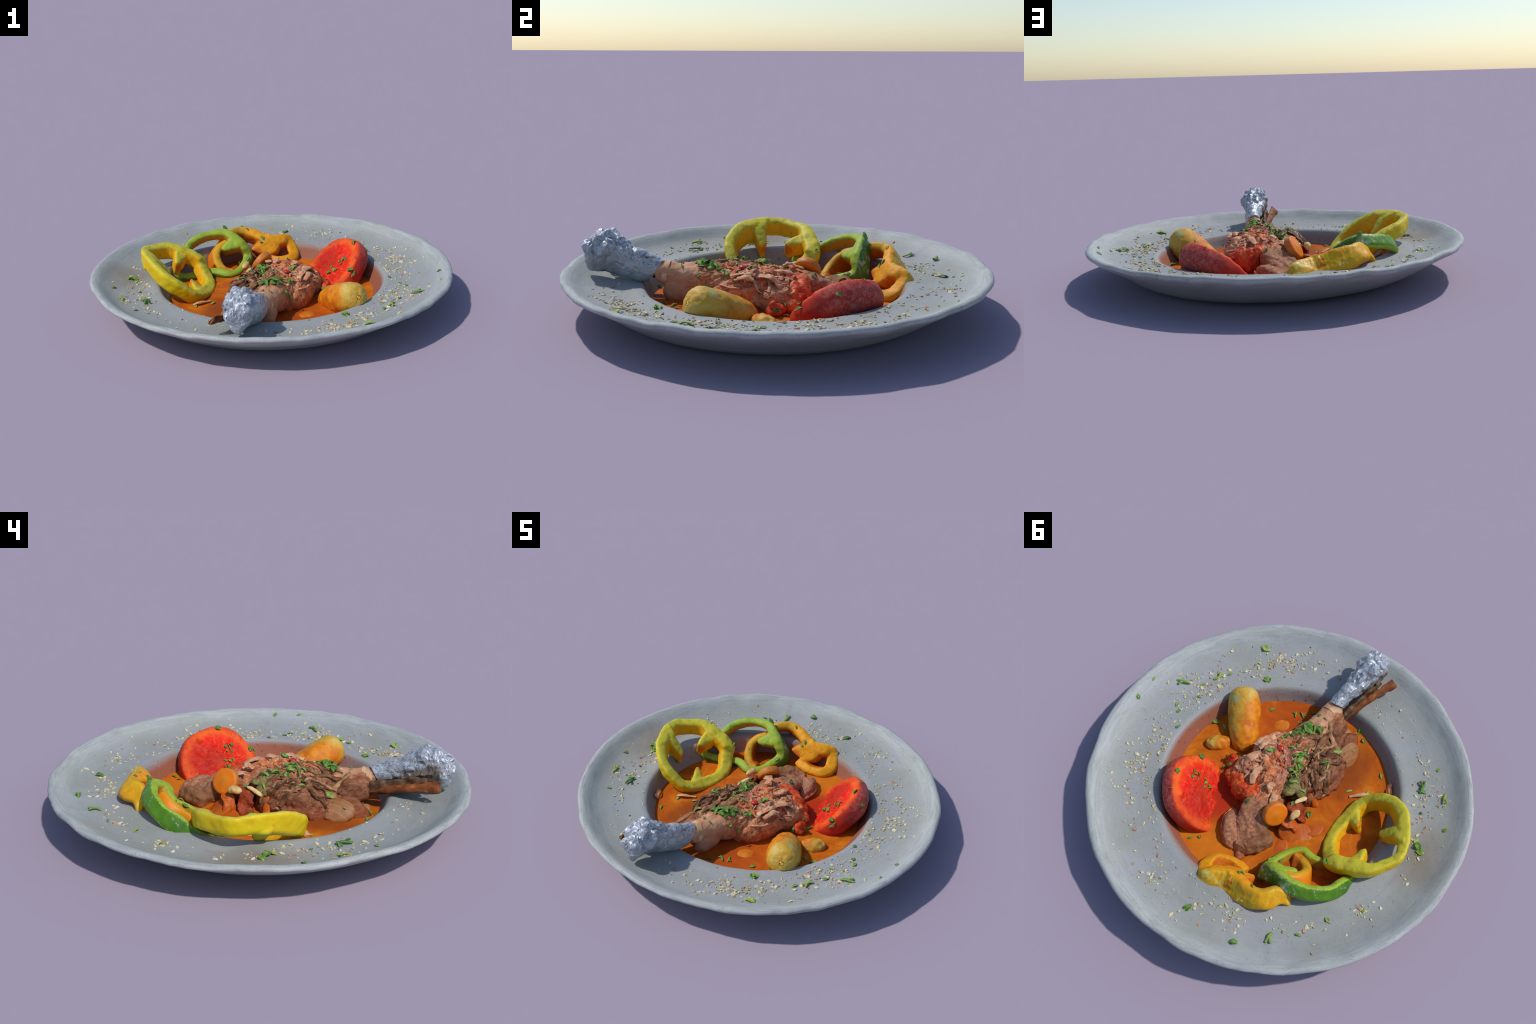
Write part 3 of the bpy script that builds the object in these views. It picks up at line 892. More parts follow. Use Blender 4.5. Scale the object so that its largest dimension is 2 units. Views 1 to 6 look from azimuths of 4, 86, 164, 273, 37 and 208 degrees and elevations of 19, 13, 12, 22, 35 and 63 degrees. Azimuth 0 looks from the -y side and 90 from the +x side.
def build_peppers():
    out = []
    # --- yellow ring: its west arc lies level over the lip, its east arc dips into the broth
    top = [(-0.405, 0.255, 0.157), (-0.467, 0.264, 0.195), (-0.520, 0.254, 0.221), (-0.569, 0.246, 0.243), (-0.632, 0.220, 0.267), (-0.688, 0.158, 0.277), (-0.733, 0.088, 0.287), (-0.732, 0.025, 0.292), (-0.716, -0.04, 0.297), (-0.680, -0.115, 0.289),
           (-0.640, -0.172, 0.272), (-0.561, -0.226, 0.222), (-0.478, -0.236, 0.166), (-0.415, -0.217, 0.112), (-0.383, -0.190, 0.088), (-0.352, -0.145, 0.068), (-0.336, -0.073, 0.052), (-0.324, 0.000, 0.048), (-0.322, 0.062, 0.050), (-0.330, 0.115, 0.056), (-0.352, 0.170, 0.072), (-0.385, 0.228, 0.118)]
    wid = [.074, .074, .074, .070, .056, .046, .046, .050, .064, .066, .060, .052, .048, .050, .058, .068, .072, .070, .066, .066, .070, .074]
    deep = []
    for x, y, z in top:
        w = min(1, max(0, (-x - 0.38) / 0.3))
        so = min(1, max(0, (-y - 0.02) / 0.2))
        deep.append((-0.035 * (1 - w) - 0.002 * w, 0.022 * so, -0.062 * (1 - w) - (0.078 + 0.035 * so) * w))
    rows = [(*p, w, *d) for p, w, d in zip(top, wid, deep)]
    pn = (0.52, -0.03, 0.85)
    cx, cy = -0.52, 0.02
    parts = [wall(rows, pn, 1, True, 170)]
    for pts in [[(-0.690, -0.060, 0.283, .110), (-0.640, -0.045, 0.250, .078), (-0.600, -0.025, 0.205, .050), (-0.572, -0.012, 0.172, .028)],
                [(-0.543, 0.190, 0.215, .070), (-0.543, 0.165, 0.208, .068), (-0.538, 0.135, 0.196, .056), (-0.529, 0.102, 0.172, .030)],
                [(-0.365, -0.090, 0.072, .120), (-0.400, -0.075, 0.088, .080), (-0.430, -0.060, 0.106, .048), (-0.458, -0.046, 0.128, .022)]]:
        sr = [(x, y, z, w, -0.02, 0.0, -0.078) for x, y, z, w in pts]
        v, f, z = wall(sr, pn, 1, False, 30)
        c = np.mean([r[3] for r in pts]) / 2
        # centre the rib on its path
        d0 = np.array(pts[-1][:3]) - np.array(pts[0][:3])
        off = np.cross(np.array(pn) / np.linalg.norm(pn), d0 / np.linalg.norm(d0))
        v = [p - off * c for p in v]
        parts.append((v, f, [1 if q == 1 else 2 for q in z]))
    tips = [((-0.566, -0.010, 0.14), 0.045, (206, 96, 30)), ((-0.527, 0.098, 0.14), 0.045, (206, 96, 30)), ((-0.462, -0.042, 0.115), 0.03, (220, 120, 24))]
    ms = [mat_skin("yellow_pepper_skin", (218, 180, 14), (222, 196, 22)), mat_flesh("yellow_pepper_flesh", (202, 190, 56), (168, 158, 50), tips), mat_flesh("yellow_pepper_lining", (220, 166, 16), (206, 148, 14), tips)]
    out.append(pepper("pepper_ring", parts, ms, "yellow bell pepper ring with three inner ribs", 0.005))

    # --- green ring hooked under the yellow one
    rows = [(-0.300, 0.462, 0.270, .046, -.02, .050, -.055), (-0.389, 0.452, 0.263, .036, -.02, .045, -.055), (-0.461, 0.420, 0.250, .034, -.025, .035, -.060), (-0.514, 0.375, 0.228, .036, -.03, .020, -.070), (-0.540, 0.310, 0.198, .038, -.035, .005, -.078),
            (-0.572, 0.235, 0.150, .040, -.02, .0, -.08), (-0.590, 0.165, 0.125, .040, -.01, .0, -.08), (-0.565, 0.130, 0.085, .042, 0, .0, -.06), (-0.505, 0.150, 0.062, .042, 0, .01, -.05), (-0.425, 0.180, 0.062, .042, 0, .02, -.05), (-0.344, 0.205, 0.070, .044, 0, .03, -.05), (-0.271, 0.192, 0.058, .042, 0, .03, -.04),
            (-0.205, 0.235, 0.056, .040, 0, .04, -.04), (-0.160, 0.315, 0.080, .042, 0, .06, -.05), (-0.138, 0.385, 0.105, .050, 0, .07, -.06), (-0.140, 0.412, 0.150, .054, -.01, .065, -.06), (-0.175, 0.424, 0.200, .056, -.01, .06, -.06), (-0.235, 0.446, 0.244, .054, -.02, .055, -.06)]
    pn = (0.22, -0.62, 0.76)
    parts = [wall(rows, pn, 1, True, 170)]
    join = [(-0.225, 0.425, 0.225, .105, -.02, .055, -.06), (-0.255, 0.390, 0.195, .085, -.02, .06, -.06), (-0.285, 0.352, 0.158, .035, -.02, .06, -.05)]
    v, f, z = wall(join, pn, 1, False, 24)
    d0 = np.array(join[-1][:3]) - np.array(join[0][:3])
    off = np.cross(np.array(pn) / np.linalg.norm(pn), d0 / np.linalg.norm(d0))
    parts.append(([p - off * 0.04 for p in v], f, [1 if q == 1 else 2 for q in z]))
    ms = [mat_skin("green_pepper_skin", (62, 108, 18), (92, 138, 28), ((-0.235, 0.455, 0.2), 0.17, (172, 190, 164))), mat_flesh("green_pepper_flesh", (150, 172, 54), (116, 146, 32)), mat_flesh("green_pepper_lining", (176, 138, 40), (150, 112, 30))]
    g = pepper("pepper_ring", parts, ms, "green bell pepper ring with an orange inner curl", 0.004, 0.002)
    out.append(g)
    # orange curl closing the right lobe
    curl = [(-0.300, 0.425, 0.215, .040, -.045, .085, -.075), (-0.345, 0.380, 0.190, .042, -.050, .095, -.080), (-0.366, 0.335, 0.158, .046, -.05, .10, -.085), (-0.356, 0.292, 0.115, .048, -.05, .10, -.085), (-0.330, 0.258, 0.080, .046, -.04, .10, -.06), (-0.285, 0.232, 0.060, .042, -.03, .09, -.04), (-0.235, 0.235, 0.055, .036, -.02, .06, -.03)]
    v, f, z = wall(curl, pn, 1, False, 60)
    ms = [mat_skin("orange_pepper_lining", (226, 122, 14), (232, 140, 20)), mat_flesh("orange_pepper_flesh", (200, 150, 30), (150, 112, 34), [((-0.27, 0.23, 0.05), 0.06, (206, 104, 18))]), mat_flesh("amber_lining", (196, 100, 22), (170, 80, 18))]
    c = pepper("pepper_rib", [(v, f, z)], ms, "orange inner curl of the green pepper", 0.004)
    c.parent = g
    del c["label"], c["category"]
    v, f = loft([(-0.300, 0.478, 0.250, 0.018, 0.014), (-0.304, 0.474, 0.272, 0.012, 0.010), (-0.312, 0.470, 0.284, 0.006, 0.006)], 12, 12, up=(0, 1, 0))
    make("pepper_stub", v, f, mat_simple("dark_green_skin", [(0.3, (70, 118, 36)), (0.7, (122, 160, 84))], 30), g)

    # --- amber ring at the north, its near side sunk in the broth
    rows = [(-0.350, 0.492, 0.175, .046, -.018, .035, -.055), (-0.330, 0.500, 0.215, .048, -.03, .040, -.065), (-0.286, 0.515, 0.243, .046, -.045, .045, -.07), (-0.252, 0.555, 0.248, .046, -.05, .050, -.07), (-0.205, 0.580, 0.246, .048, -.045, .060, -.075), (-0.150, 0.583, 0.238, .056, -.038, .070, -.092), (-0.090, 0.570, 0.220, .062, -.027, .080, -.085), (-0.030, 0.553, 0.196, .068, -.012, .085, -.072),
            (0.014, 0.568, 0.197, .070, 0, .08, -.065), (0.060, 0.594, 0.192, .062, .005, .062, -.070), (0.098, 0.602, 0.170, .062, .004, .034, -.055), (0.130, 0.580, 0.126, .064, .010, .014, -.045), (0.143, 0.525, 0.078, .060, .006, .012, -.030), (0.118, 0.462, 0.056, .054, 0, .05, -.03), (0.055, 0.430, 0.054, .050, 0, .06, -.03), (-0.010, 0.424, 0.058, .048, 0, .06, -.03), (-0.085, 0.436, 0.070, .046, 0, .06, -.03)]
    pn = (0.289, -0.684, 0.670)
    parts = [wall(rows, pn, -1, False, 150)]
    join = [(-0.015, 0.545, 0.185, .120, -.01, .06, -.05), (-0.052, 0.515, 0.155, .135, -.01, .08, -.05), (-0.085, 0.488, 0.122, .105, -.01, .07, -.04), (-0.105, 0.470, 0.100, .040, -.01, .07, -.04)]
    v, f, z = wall(join, pn, 1, False, 24)
    d0 = np.array(join[-1][:3]) - np.array(join[0][:3])
    off = np.cross(np.array(pn) / np.linalg.norm(pn), d0 / np.linalg.norm(d0))
    parts.append(([p - off * 0.05 for p in v], f, [1 if q == 1 else 2 for q in z]))
    ms = [mat_skin("amber_pepper_skin", (218, 150, 12), (222, 176, 18), ((0.06, 0.64, 0.13), 0.14, (206, 202, 110))), mat_flesh("amber_pepper_flesh", (222, 150, 22), (200, 138, 26), [((-0.24, 0.53, 0.235), 0.09, (196, 152, 36)), ((-0.11, 0.48, 0.1), 0.05, (206, 100, 18))]), mat_flesh("amber_pepper_lining", (206, 112, 18), (176, 88, 16))]
    out.append(pepper("pepper_ring", parts, ms, "amber pepper ring, partly sunk in the broth", 0.006, 0.0022))
    return out


# ------------------------------------------------------------------ tomato, potatoes, carrot
def frame(c, n):
    c, n = Vector(c), Vector(n).normalized()
    u = Vector((0, 0, 1)).cross(n).normalized()
    v = n.cross(u)
    return Matrix(((u.x, v.x, n.x, c.x), (u.y, v.y, n.y, c.y), (u.z, v.z, n.z, c.z), (0, 0, 0, 1)))


def build_tomato():
    M = frame((0.338, 0.218, 0.106), (-0.645, -0.296, 0.704))
    n = 140
    prof = []   # radius, z : dished cut face then bulging skin
    for r in np.linspace(0, 0.188, 40)[1:]:
        prof.append((r, 0.004 * (1 - (r / 0.19) ** 2)))
    prof += [(0.197, -0.001), (0.203, -0.004), (0.207, -0.011), (0.210, -0.022), (0.213, -0.036), (0.214, -0.052), (0.212, -0.068), (0.205, -0.085), (0.193, -0.101), (0.173, -0.116), (0.145, -0.129), (0.108, -0.139), (0.062, -0.145), (0.02, -0.147)]
    V = [(0, 0, 0.004)]
    for r, z in prof:
        for k in range(n):
            th = 2 * math.pi * k / n
            lob = 1 + 0.022 * math.cos(5 * th + 0.6) + 0.014 * math.cos(3 * th + 2) + 0.02 * noise.noise(Vector((math.cos(th) * 2, math.sin(th) * 2, 1)))
            rr = r * lob
            x, y = rr * math.cos(th), rr * math.sin(th)
            face = 1 if z > -0.02 and r < 0.2 else 0.35
            dz = (0.007 * fbm((x * 22, y * 22, z * 10), 4) + 0.005 * (ridged((x * 14, y * 14, 2), 3) - 1)) * face * min(1, r / 0.03)
            if r < 0.185:
                dz -= 0.011 * max(0, math.cos(5 * th + 0.6)) * math.exp(-((r - 0.115) / 0.045) ** 2)
            else:
                rr *= 1 + 0.012 * fbm((math.cos(th) * 5, math.sin(th) * 5, z * 25), 3)
                x, y = rr * math.cos(th), rr * math.sin(th)
            V.append((x, y, z + dz))
    V.append((0, 0, -0.147))
    m = len(prof)
    F = [(0, 1 + k, 1 + (k + 1) % n) for k in range(n)]
    F += [(1 + i * n + k, 1 + (i + 1) * n + k, 1 + (i + 1) * n + (k + 1) % n, 1 + i * n + (k + 1) % n) for i in range(m - 1) for k in range(n)]
    e = len(V) - 1
    F += [(e, 1 + (m - 1) * n + (k + 1) % n, 1 + (m - 1) * n + k) for k in range(n)]
    ob = make("tomato_half", V, F, mat_tomato(), matrix=M)
    return label(ob, "halved cooked tomato with wrinkled red skin", "tomato")


def build_potatoes():
    pm = mat_potato()
    out = []
    c, ax = Vector((0.382, -0.266, 0.090)), Vector((-0.180, 0.30, -0.135)).normalized()
    rows = []
    for t, w in [(-0.190, 0.012), (-0.186, 0.038), (-0.170, 0.066), (-0.138, 0.084), (-0.09, 0.090), (-0.03, 0.089), (0.03, 0.084), (0.09, 0.075), (0.14, 0.058), (0.172, 0.034), (0.182, 0.006)]:
        rows.append((*(ax * t), w, w * 0.97))
    v, f = loft(rows, 60, 60)
    nn = normals_of(v, f)
    v = displace(v, nn, lambda p, q: 0.006 * fbm(tuple(p * 9), 3) + 0.0025 * fbm(tuple(p * 34), 3) + 0.0015 * (ridged(tuple(p * 40), 3) - 1))
    ob = make("potato", v, f, pm, loc=c)
    out.append(label(ob, "small whole roasted potato with golden skin", "potato"))
    v, f = ellipsoid((0, 0, 0), (0.046, 0.072, 0.044), (0.79, 0.55, 0.06), nu=30, nv=40)
    nn = normals_of(v, f)
    v = displace(v, nn, lambda p, q: 0.008 * fbm(tuple(p * 14), 3) + 0.003 * fbm(tuple(p * 45), 2))
    ob = make("potato", v, f, pm, loc=(0.442, -0.098, 0.050))
    out.append(label(ob, "little golden potato half sunk in broth", "potato"))
    v, f = ellipsoid((0, 0, 0), (0.040, 0.050, 0.018), (0.8, 0.6, 0), nu=20, nv=30)
    nn = normals_of(v, f)
    v = displace(v, nn, lambda p, q: 0.003 * fbm(tuple(p * 24), 3))
    ob = make("potato", v, f, mat_simple("sauced_potato", [(0.3, (190, 96, 18)), (0.7, (214, 132, 30))], 18), loc=(0.205, -0.372, 0.038))
    out.append(label(ob, "potato piece almost covered by broth", "potato"))
    return out


def disc(r, h, seed=0, n=40):
    prof = [(0, h / 2), (r * 0.35, h / 2), (r * 0.37, h / 2 - 0.0005), (r * 0.80, h / 2), (r * 0.95, h / 2 - 0.002), (r, h / 2 - 0.007), (r, -h / 2 + 0.006), (r * 0.94, -h / 2), (r * 0.4, -h / 2), (0, -h / 2)]
    V, F = [], []
    for i, (q, z) in enumerate(prof):
        for k in range(n):
            th = 2 * math.pi * k / n
            w = 1 + 0.035 * noise.noise(Vector((math.cos(th) * 1.5, math.sin(th) * 1.5, seed)))
            V.append((q * w * math.cos(th), q * w * math.sin(th), z + 0.0015 * noise.noise(Vector((q * 40 * math.cos(th), q * 40 * math.sin(th), seed + z * 30)))))
    F = grid_faces(len(prof), n)
    return V, F


def build_vegetable_bits():
    out = []
    t = NT("carrot_flesh", 0.5, 0.3)
    x, y, z = t.xyz()
    r = t.math("SQRT", t.math("ADD", t.math("MULTIPLY", x, x), t.math("MULTIPLY", y, y)))
    c = t.ramp(t.math("ADD", r, t.math("MULTIPLY", t.noise(40, 3), 0.006)), [(0.0, srgb(216, 122, 26)), (0.024, srgb(220, 130, 30)), (0.030, srgb(228, 124, 18)), (0.062, srgb(226, 118, 16)), (0.07, srgb(198, 112, 34))])
    c = t.mix(t.math("MULTIPLY", t.step(r, 0.058, 0.07), 0.6), c, t.ramp(t.noise(35, 4), [(0.35, srgb(176, 100, 36)), (0.65, srgb(206, 148, 78))]))
    t.bump(t.noise(60, 3), 0.15, 0.004)
    cm = t.color(c)
    for p, n, r, h, s in [((-0.060, 0.152, 0.160), (-0.73, 0.45, 0.51), 0.066, 0.040, 1)]:
        v, f = disc(r, h, s)
        out.append(label(make("carrot_slice", v, f, cm, matrix=frame(p, n)), "round cooked carrot slice standing on meat", "carrot"))
    cm2 = mat_simple("sauced_carrot", [(0.3, (170, 72, 14)), (0.55, (186, 90, 18)), (0.75, (200, 112, 26))], 14, 0.5, 0.3, 0.2)
    for p, n, r, h, s in [((-0.150, 0.165, 0.060), (-0.35, 0.45, 0.86), 0.055, 0.030, 2), ((-0.205, 0.150, 0.036), (-0.12, 0.12, 1), 0.072, 0.028, 3), ((-0.135, 0.255, 0.034), (0.1, 0.06, 1), 0.06, 0.026, 4), ((-0.245, 0.070, 0.034), (0.08, -0.08, 1), 0.055, 0.026, 5)]:
        v, f = disc(r, h, s)
        out.append(label(make("carrot_slice", v, f, cm2, matrix=frame(p, n)), "carrot slice lying in orange broth", "carrot"))

    def lump(name, parts, mat, lab, cat, amp=0.004, sc=30, vox=0.005):
        v, nn, f = fuse(name, parts, vox, 3)
        v = displace(v, nn, lambda p, q: amp * fbm(tuple(p * sc), 4))
        ob = make(name, v, f, mat)
        out.append(label(ob, lab, cat))
        return ob
    # garlic pieces
    gm = mat_simple("soft_garlic", [(0.3, (196, 150, 84)), (0.5, (214, 186, 128)), (0.75, (226, 208, 164))], 24)
    lump("garlic_piece", [ellipsoid((-0.150, 0.100, 0.156), (0.020, 0.032, 0.020), (0.3, 1, 0.15)), ellipsoid((-0.145, 0.122, 0.152), (0.015, 0.016, 0.018))], gm, "soft cooked garlic clove piece", "garlic", 0.003)
    lump("garlic_piece", [loft([(-0.115, 0.050, 0.158, .010, .008), (-0.128, 0.020, 0.150, .014, .010), (-0.142, -0.010, 0.134, .015, .010), (-0.150, -0.025, 0.122, .009, .007)], 20, 14)], gm, "thin cooked garlic slice", "garlic", 0.003)
    # red skin flap and dark red carrot batons under the garlic
    rm = mat_simple("stewed_red_skin", [(0.3, (104, 38, 18)), (0.55, (150, 60, 28)), (0.75, (186, 90, 44))], 16)
    lump("vegetable_flap", [loft([(-0.09, 0.080, 0.145, .022, .007), (-0.125, 0.062, 0.146, .040, .008), (-0.150, 0.050, 0.120, .034, .008), (-0.168, 0.052, 0.085, .046, .008), (-0.176, 0.048, 0.04, .036, .010)], 24, 18)], rm, "folded stewed red vegetable skin", "vegetable", 0.012, 20, 0.004)
    lump("vegetable_flap", [loft([(-0.105, 0.145, 0.118, .030, .008), (-0.140, 0.138, 0.112, .036, .008), (-0.160, 0.128, 0.090, .030, .009), (-0.18, 0.12, 0.04, .046, .010)], 24, 18)], cm2, "orange vegetable flap leaning on meat", "vegetable", 0.010, 20, 0.004)
    lump("vegetable_flap", [loft([(-0.150, -0.055, 0.125, .016, .008), (-0.175, -0.05, 0.095, .018, .008), (-0.19, -0.045, 0.06, .022, .008), (-0.20, -0.03, 0.035, .02, .008)], 20, 14)], cm2, "narrow orange vegetable strip in broth", "vegetable", 0.003)
    # greenish stewed aubergine like lump on the crest
    om = mat_simple("stewed_green_pulp", [(0.3, (96, 84, 42)), (0.55, (134, 122, 70)), (0.75, (168, 152, 104))], 22)
    lump("vegetable_pulp", [ellipsoid((-0.070, -0.06, 0.168), (0.050, 0.065, 0.022), (0.1, 1, -0.1), (-0.5, 0, 0.86)), ellipsoid((-0.115, -0.04, 0.140), (0.030, 0.05, 0.02), (0, 1, 0), (-0.7, 0, 0.7)), ellipsoid((-0.05, 0.00, 0.155), (0.035, 0.035, 0.02))], om, "olive green stewed vegetable pulp", "vegetable", 0.008, 26)
    # onion petal on the western flank
    t = NT("stewed_onion", 0.5, 0.3)
    w = t.n("TexWave", wave_type="BANDS", bands_direction="X")
    t.put(w.inputs["Vector"], t.mapping((1, 1, 1), rot=(0, 0, 0.35)))
    w.inputs["Scale"].default_value = 16
    w.inputs["Distortion"].default_value = 2.5
    c = t.mix(t.math("MULTIPLY", t.step(w.outputs["Fac"], 0.80, 1.0), 0.22), t.ramp(t.noise(10, 4), [(0.3, srgb(132, 84, 46)), (0.7, srgb(166, 114, 72))]), srgb(196, 152, 108))
    onm = t.color(c)
    lump("onion_petal", [ellipsoid((-0.205, -0.375, 0.082), (0.062, 0.085, 0.020), (0.15, 1, 0.05), (-0.72, 0, 0.69))], onm, "translucent stewed onion petal", "onion", 0.003, 16, 0.004)
    lump("onion_petal", [loft([(-0.11, -0.505, 0.07, .03, .01), (-0.145, -0.50, 0.05, .035, .01), (-0.17, -0.47, 0.04, .03, .01)], 16, 14)], onm, "small stewed onion shred", "onion", 0.003, 20, 0.004)
    # tomato pulp on the meat's eastern end
    t = NT("tomato_pulp", 0.5, 0.3)
    c = t.ramp(t.noise(17, 5, 0.65), [(0.3, srgb(150, 40, 16)), (0.46, srgb(202, 66, 24)), (0.58, srgb(216, 102, 46)), (0.70, srgb(204, 140, 96))])
    t.bump(t.noise(40, 4), 0.35, 0.008)
    tm = t.color(c)
    lump("tomato_pulp", [ellipsoid((0.105, 0.095, 0.140), (0.05, 0.05, 0.038)), ellipsoid((0.155, 0.095, 0.125), (0.05, 0.05, 0.04)), ellipsoid((0.195, 0.075, 0.115), (0.05, 0.05, 0.05)), ellipsoid((0.235, 0.06, 0.085), (0.045, 0.05, 0.055)), ellipsoid((0.17, 0.115, 0.08), (0.06, 0.035, 0.04)), ellipsoid((0.268, 0.03, 0.075), (0.03, 0.05, 0.04))], tm, "bright red tomato pulp clinging to meat", "tomato sauce", 0.014, 22)
    lump("tomato_pulp", [ellipsoid((0.312, -0.040, 0.066), (0.035, 0.04, 0.03)), ellipsoid((0.318, -0.046, 0.090), (0.014, 0.018, 0.018)), ellipsoid((0.30, -0.015, 0.07), (0.03, 0.03, 0.028))], tm, "small red tomato piece in broth", "tomato sauce", 0.009, 34)
    # skin shreds at the broth line
    sm = mat_simple("sauce_skin_shred", [(0.3, (190, 110, 66)), (0.6, (212, 160, 118))], 26)
    for a in [[(-0.415, -0.235, 0.050, .014, .004), (-0.385, -0.225, 0.060, .012, .004), (-0.355, -0.205, 0.056, .010, .004), (-0.325, -0.18, 0.050, .006, .003)],
              [(0.166, 0.20, 0.058, .004, .008), (0.180, 0.25, 0.066, .004, .010), (0.165, 0.31, 0.060, .004, .010), (0.13, 0.36, 0.05, .004, .007)],
              [(-0.475, -0.345, 0.050, .010, .010), (-0.495, -0.31, 0.056, .010, .012), (-0.51, -0.28, 0.052, .008, .008)]]:
        v, f = loft(a, 20, 10)
        nn = normals_of(v, f)
        v = displace(v, nn, lambda p, q: 0.004 * fbm(tuple(p * 40), 3))
        out.append(label(make("sauce_skin", v, f, sm), "dried film of sauce at the broth line", "sauce film"))
    # oil bead
    v, f = ellipsoid((0.095, -0.168, 0.214), (0.018, 0.018, 0.010))
    out.append(label(make("oil_bead", v, f, mat_simple("red_oil", [(0.3, (176, 40, 22)), (0.7, (206, 70, 40))], 20, 0.2, 0.5, 0)), "glossy red bead of oil on the meat", "oil"))
    return out


# ------------------------------------------------------------------ herbs
def leaf_mesh(name, L, W, lobes, curl, mat, seed, fold=0.3):
    """serrated leaf blade with thickness; x along the midrib"""
    rr = random.Random(seed)
    nx, ny = 18, 6
    top, V, F = [], [], []
    for i in range(nx + 1):
        t = i / nx
        half = W * math.sin(math.pi * min(0.985, 0.06 + t * 0.93)) ** 0.8
        half *= 1 - 0.24 * abs(math.sin(t * math.pi * lobes)) * (0.5 + 0.5 * t)
        for j in range(-ny, ny + 1):
            s = j / ny
            x = (t - 0.5) * L + 0.15 * L * abs(s) * (0.5 - t)
            y = half * s * (1 + 0.05 * rr.uniform(-1, 1))
            z = fold * abs(y) + curl * L * math.sin(t * math.pi) + 0.10 * W * math.sin(9 * t + 2 * s + seed)
            top.append((x, y, z))
    cols = 2 * ny + 1
    n = len(top)
    V = top + [(x, y, z - 0.0022) for x, y, z in top]
    for i in range(nx):
        for j in range(cols - 1):
            a = i * cols + j
            F.append((a, a + cols, a + cols + 1, a + 1))
            F.append((n + a, n + a + 1, n + a + cols + 1, n + a + cols))
    loop = [j for j in range(cols)] + [i * cols + cols - 1 for i in range(1, nx + 1)] + [nx * cols + j for j in range(cols - 2, -1, -1)] + [i * cols for i in range(nx - 1, 0, -1)]
    for a, b in zip(loop, loop[1:] + loop[:1]):
        F.append((a, b, n + b, n + a))
    me = bpy.data.meshes.new(name)
    me.from_pydata(V, [], F)
    me.materials.append(mat)
    me.polygons.foreach_set("use_smooth", [True] * len(me.polygons))
    fix_normals(me)
    return me


def sprig_mesh(name, mat, seed):
    """rolled, forked strip of chopped parsley stalk"""
    rr = random.Random(seed)
    parts = [loft([(-0.030, 0, 0.004, .006, .0035), (-0.01, 0.004 * rr.uniform(-1, 1), 0.009, .0075, .0035), (0.012, 0.003, 0.007, .007, .0035), (0.032, 0.006 * rr.uniform(-1, 1), 0.004, .005, .003)], 16, 10),
             loft([(0.0, 0, 0.007, .004, .003), (0.012, 0.014, 0.010, .006, .003), (0.02, 0.026, 0.006, .006, .003)], 10, 8)]
    V, F = join_parts(parts)
    me = bpy.data.meshes.new(name)
    me.from_pydata(V, [], F)
    me.materials.append(mat)
    me.polygons.foreach_set("use_smooth", [True] * len(me.polygons))
    fix_normals(me)
    return me


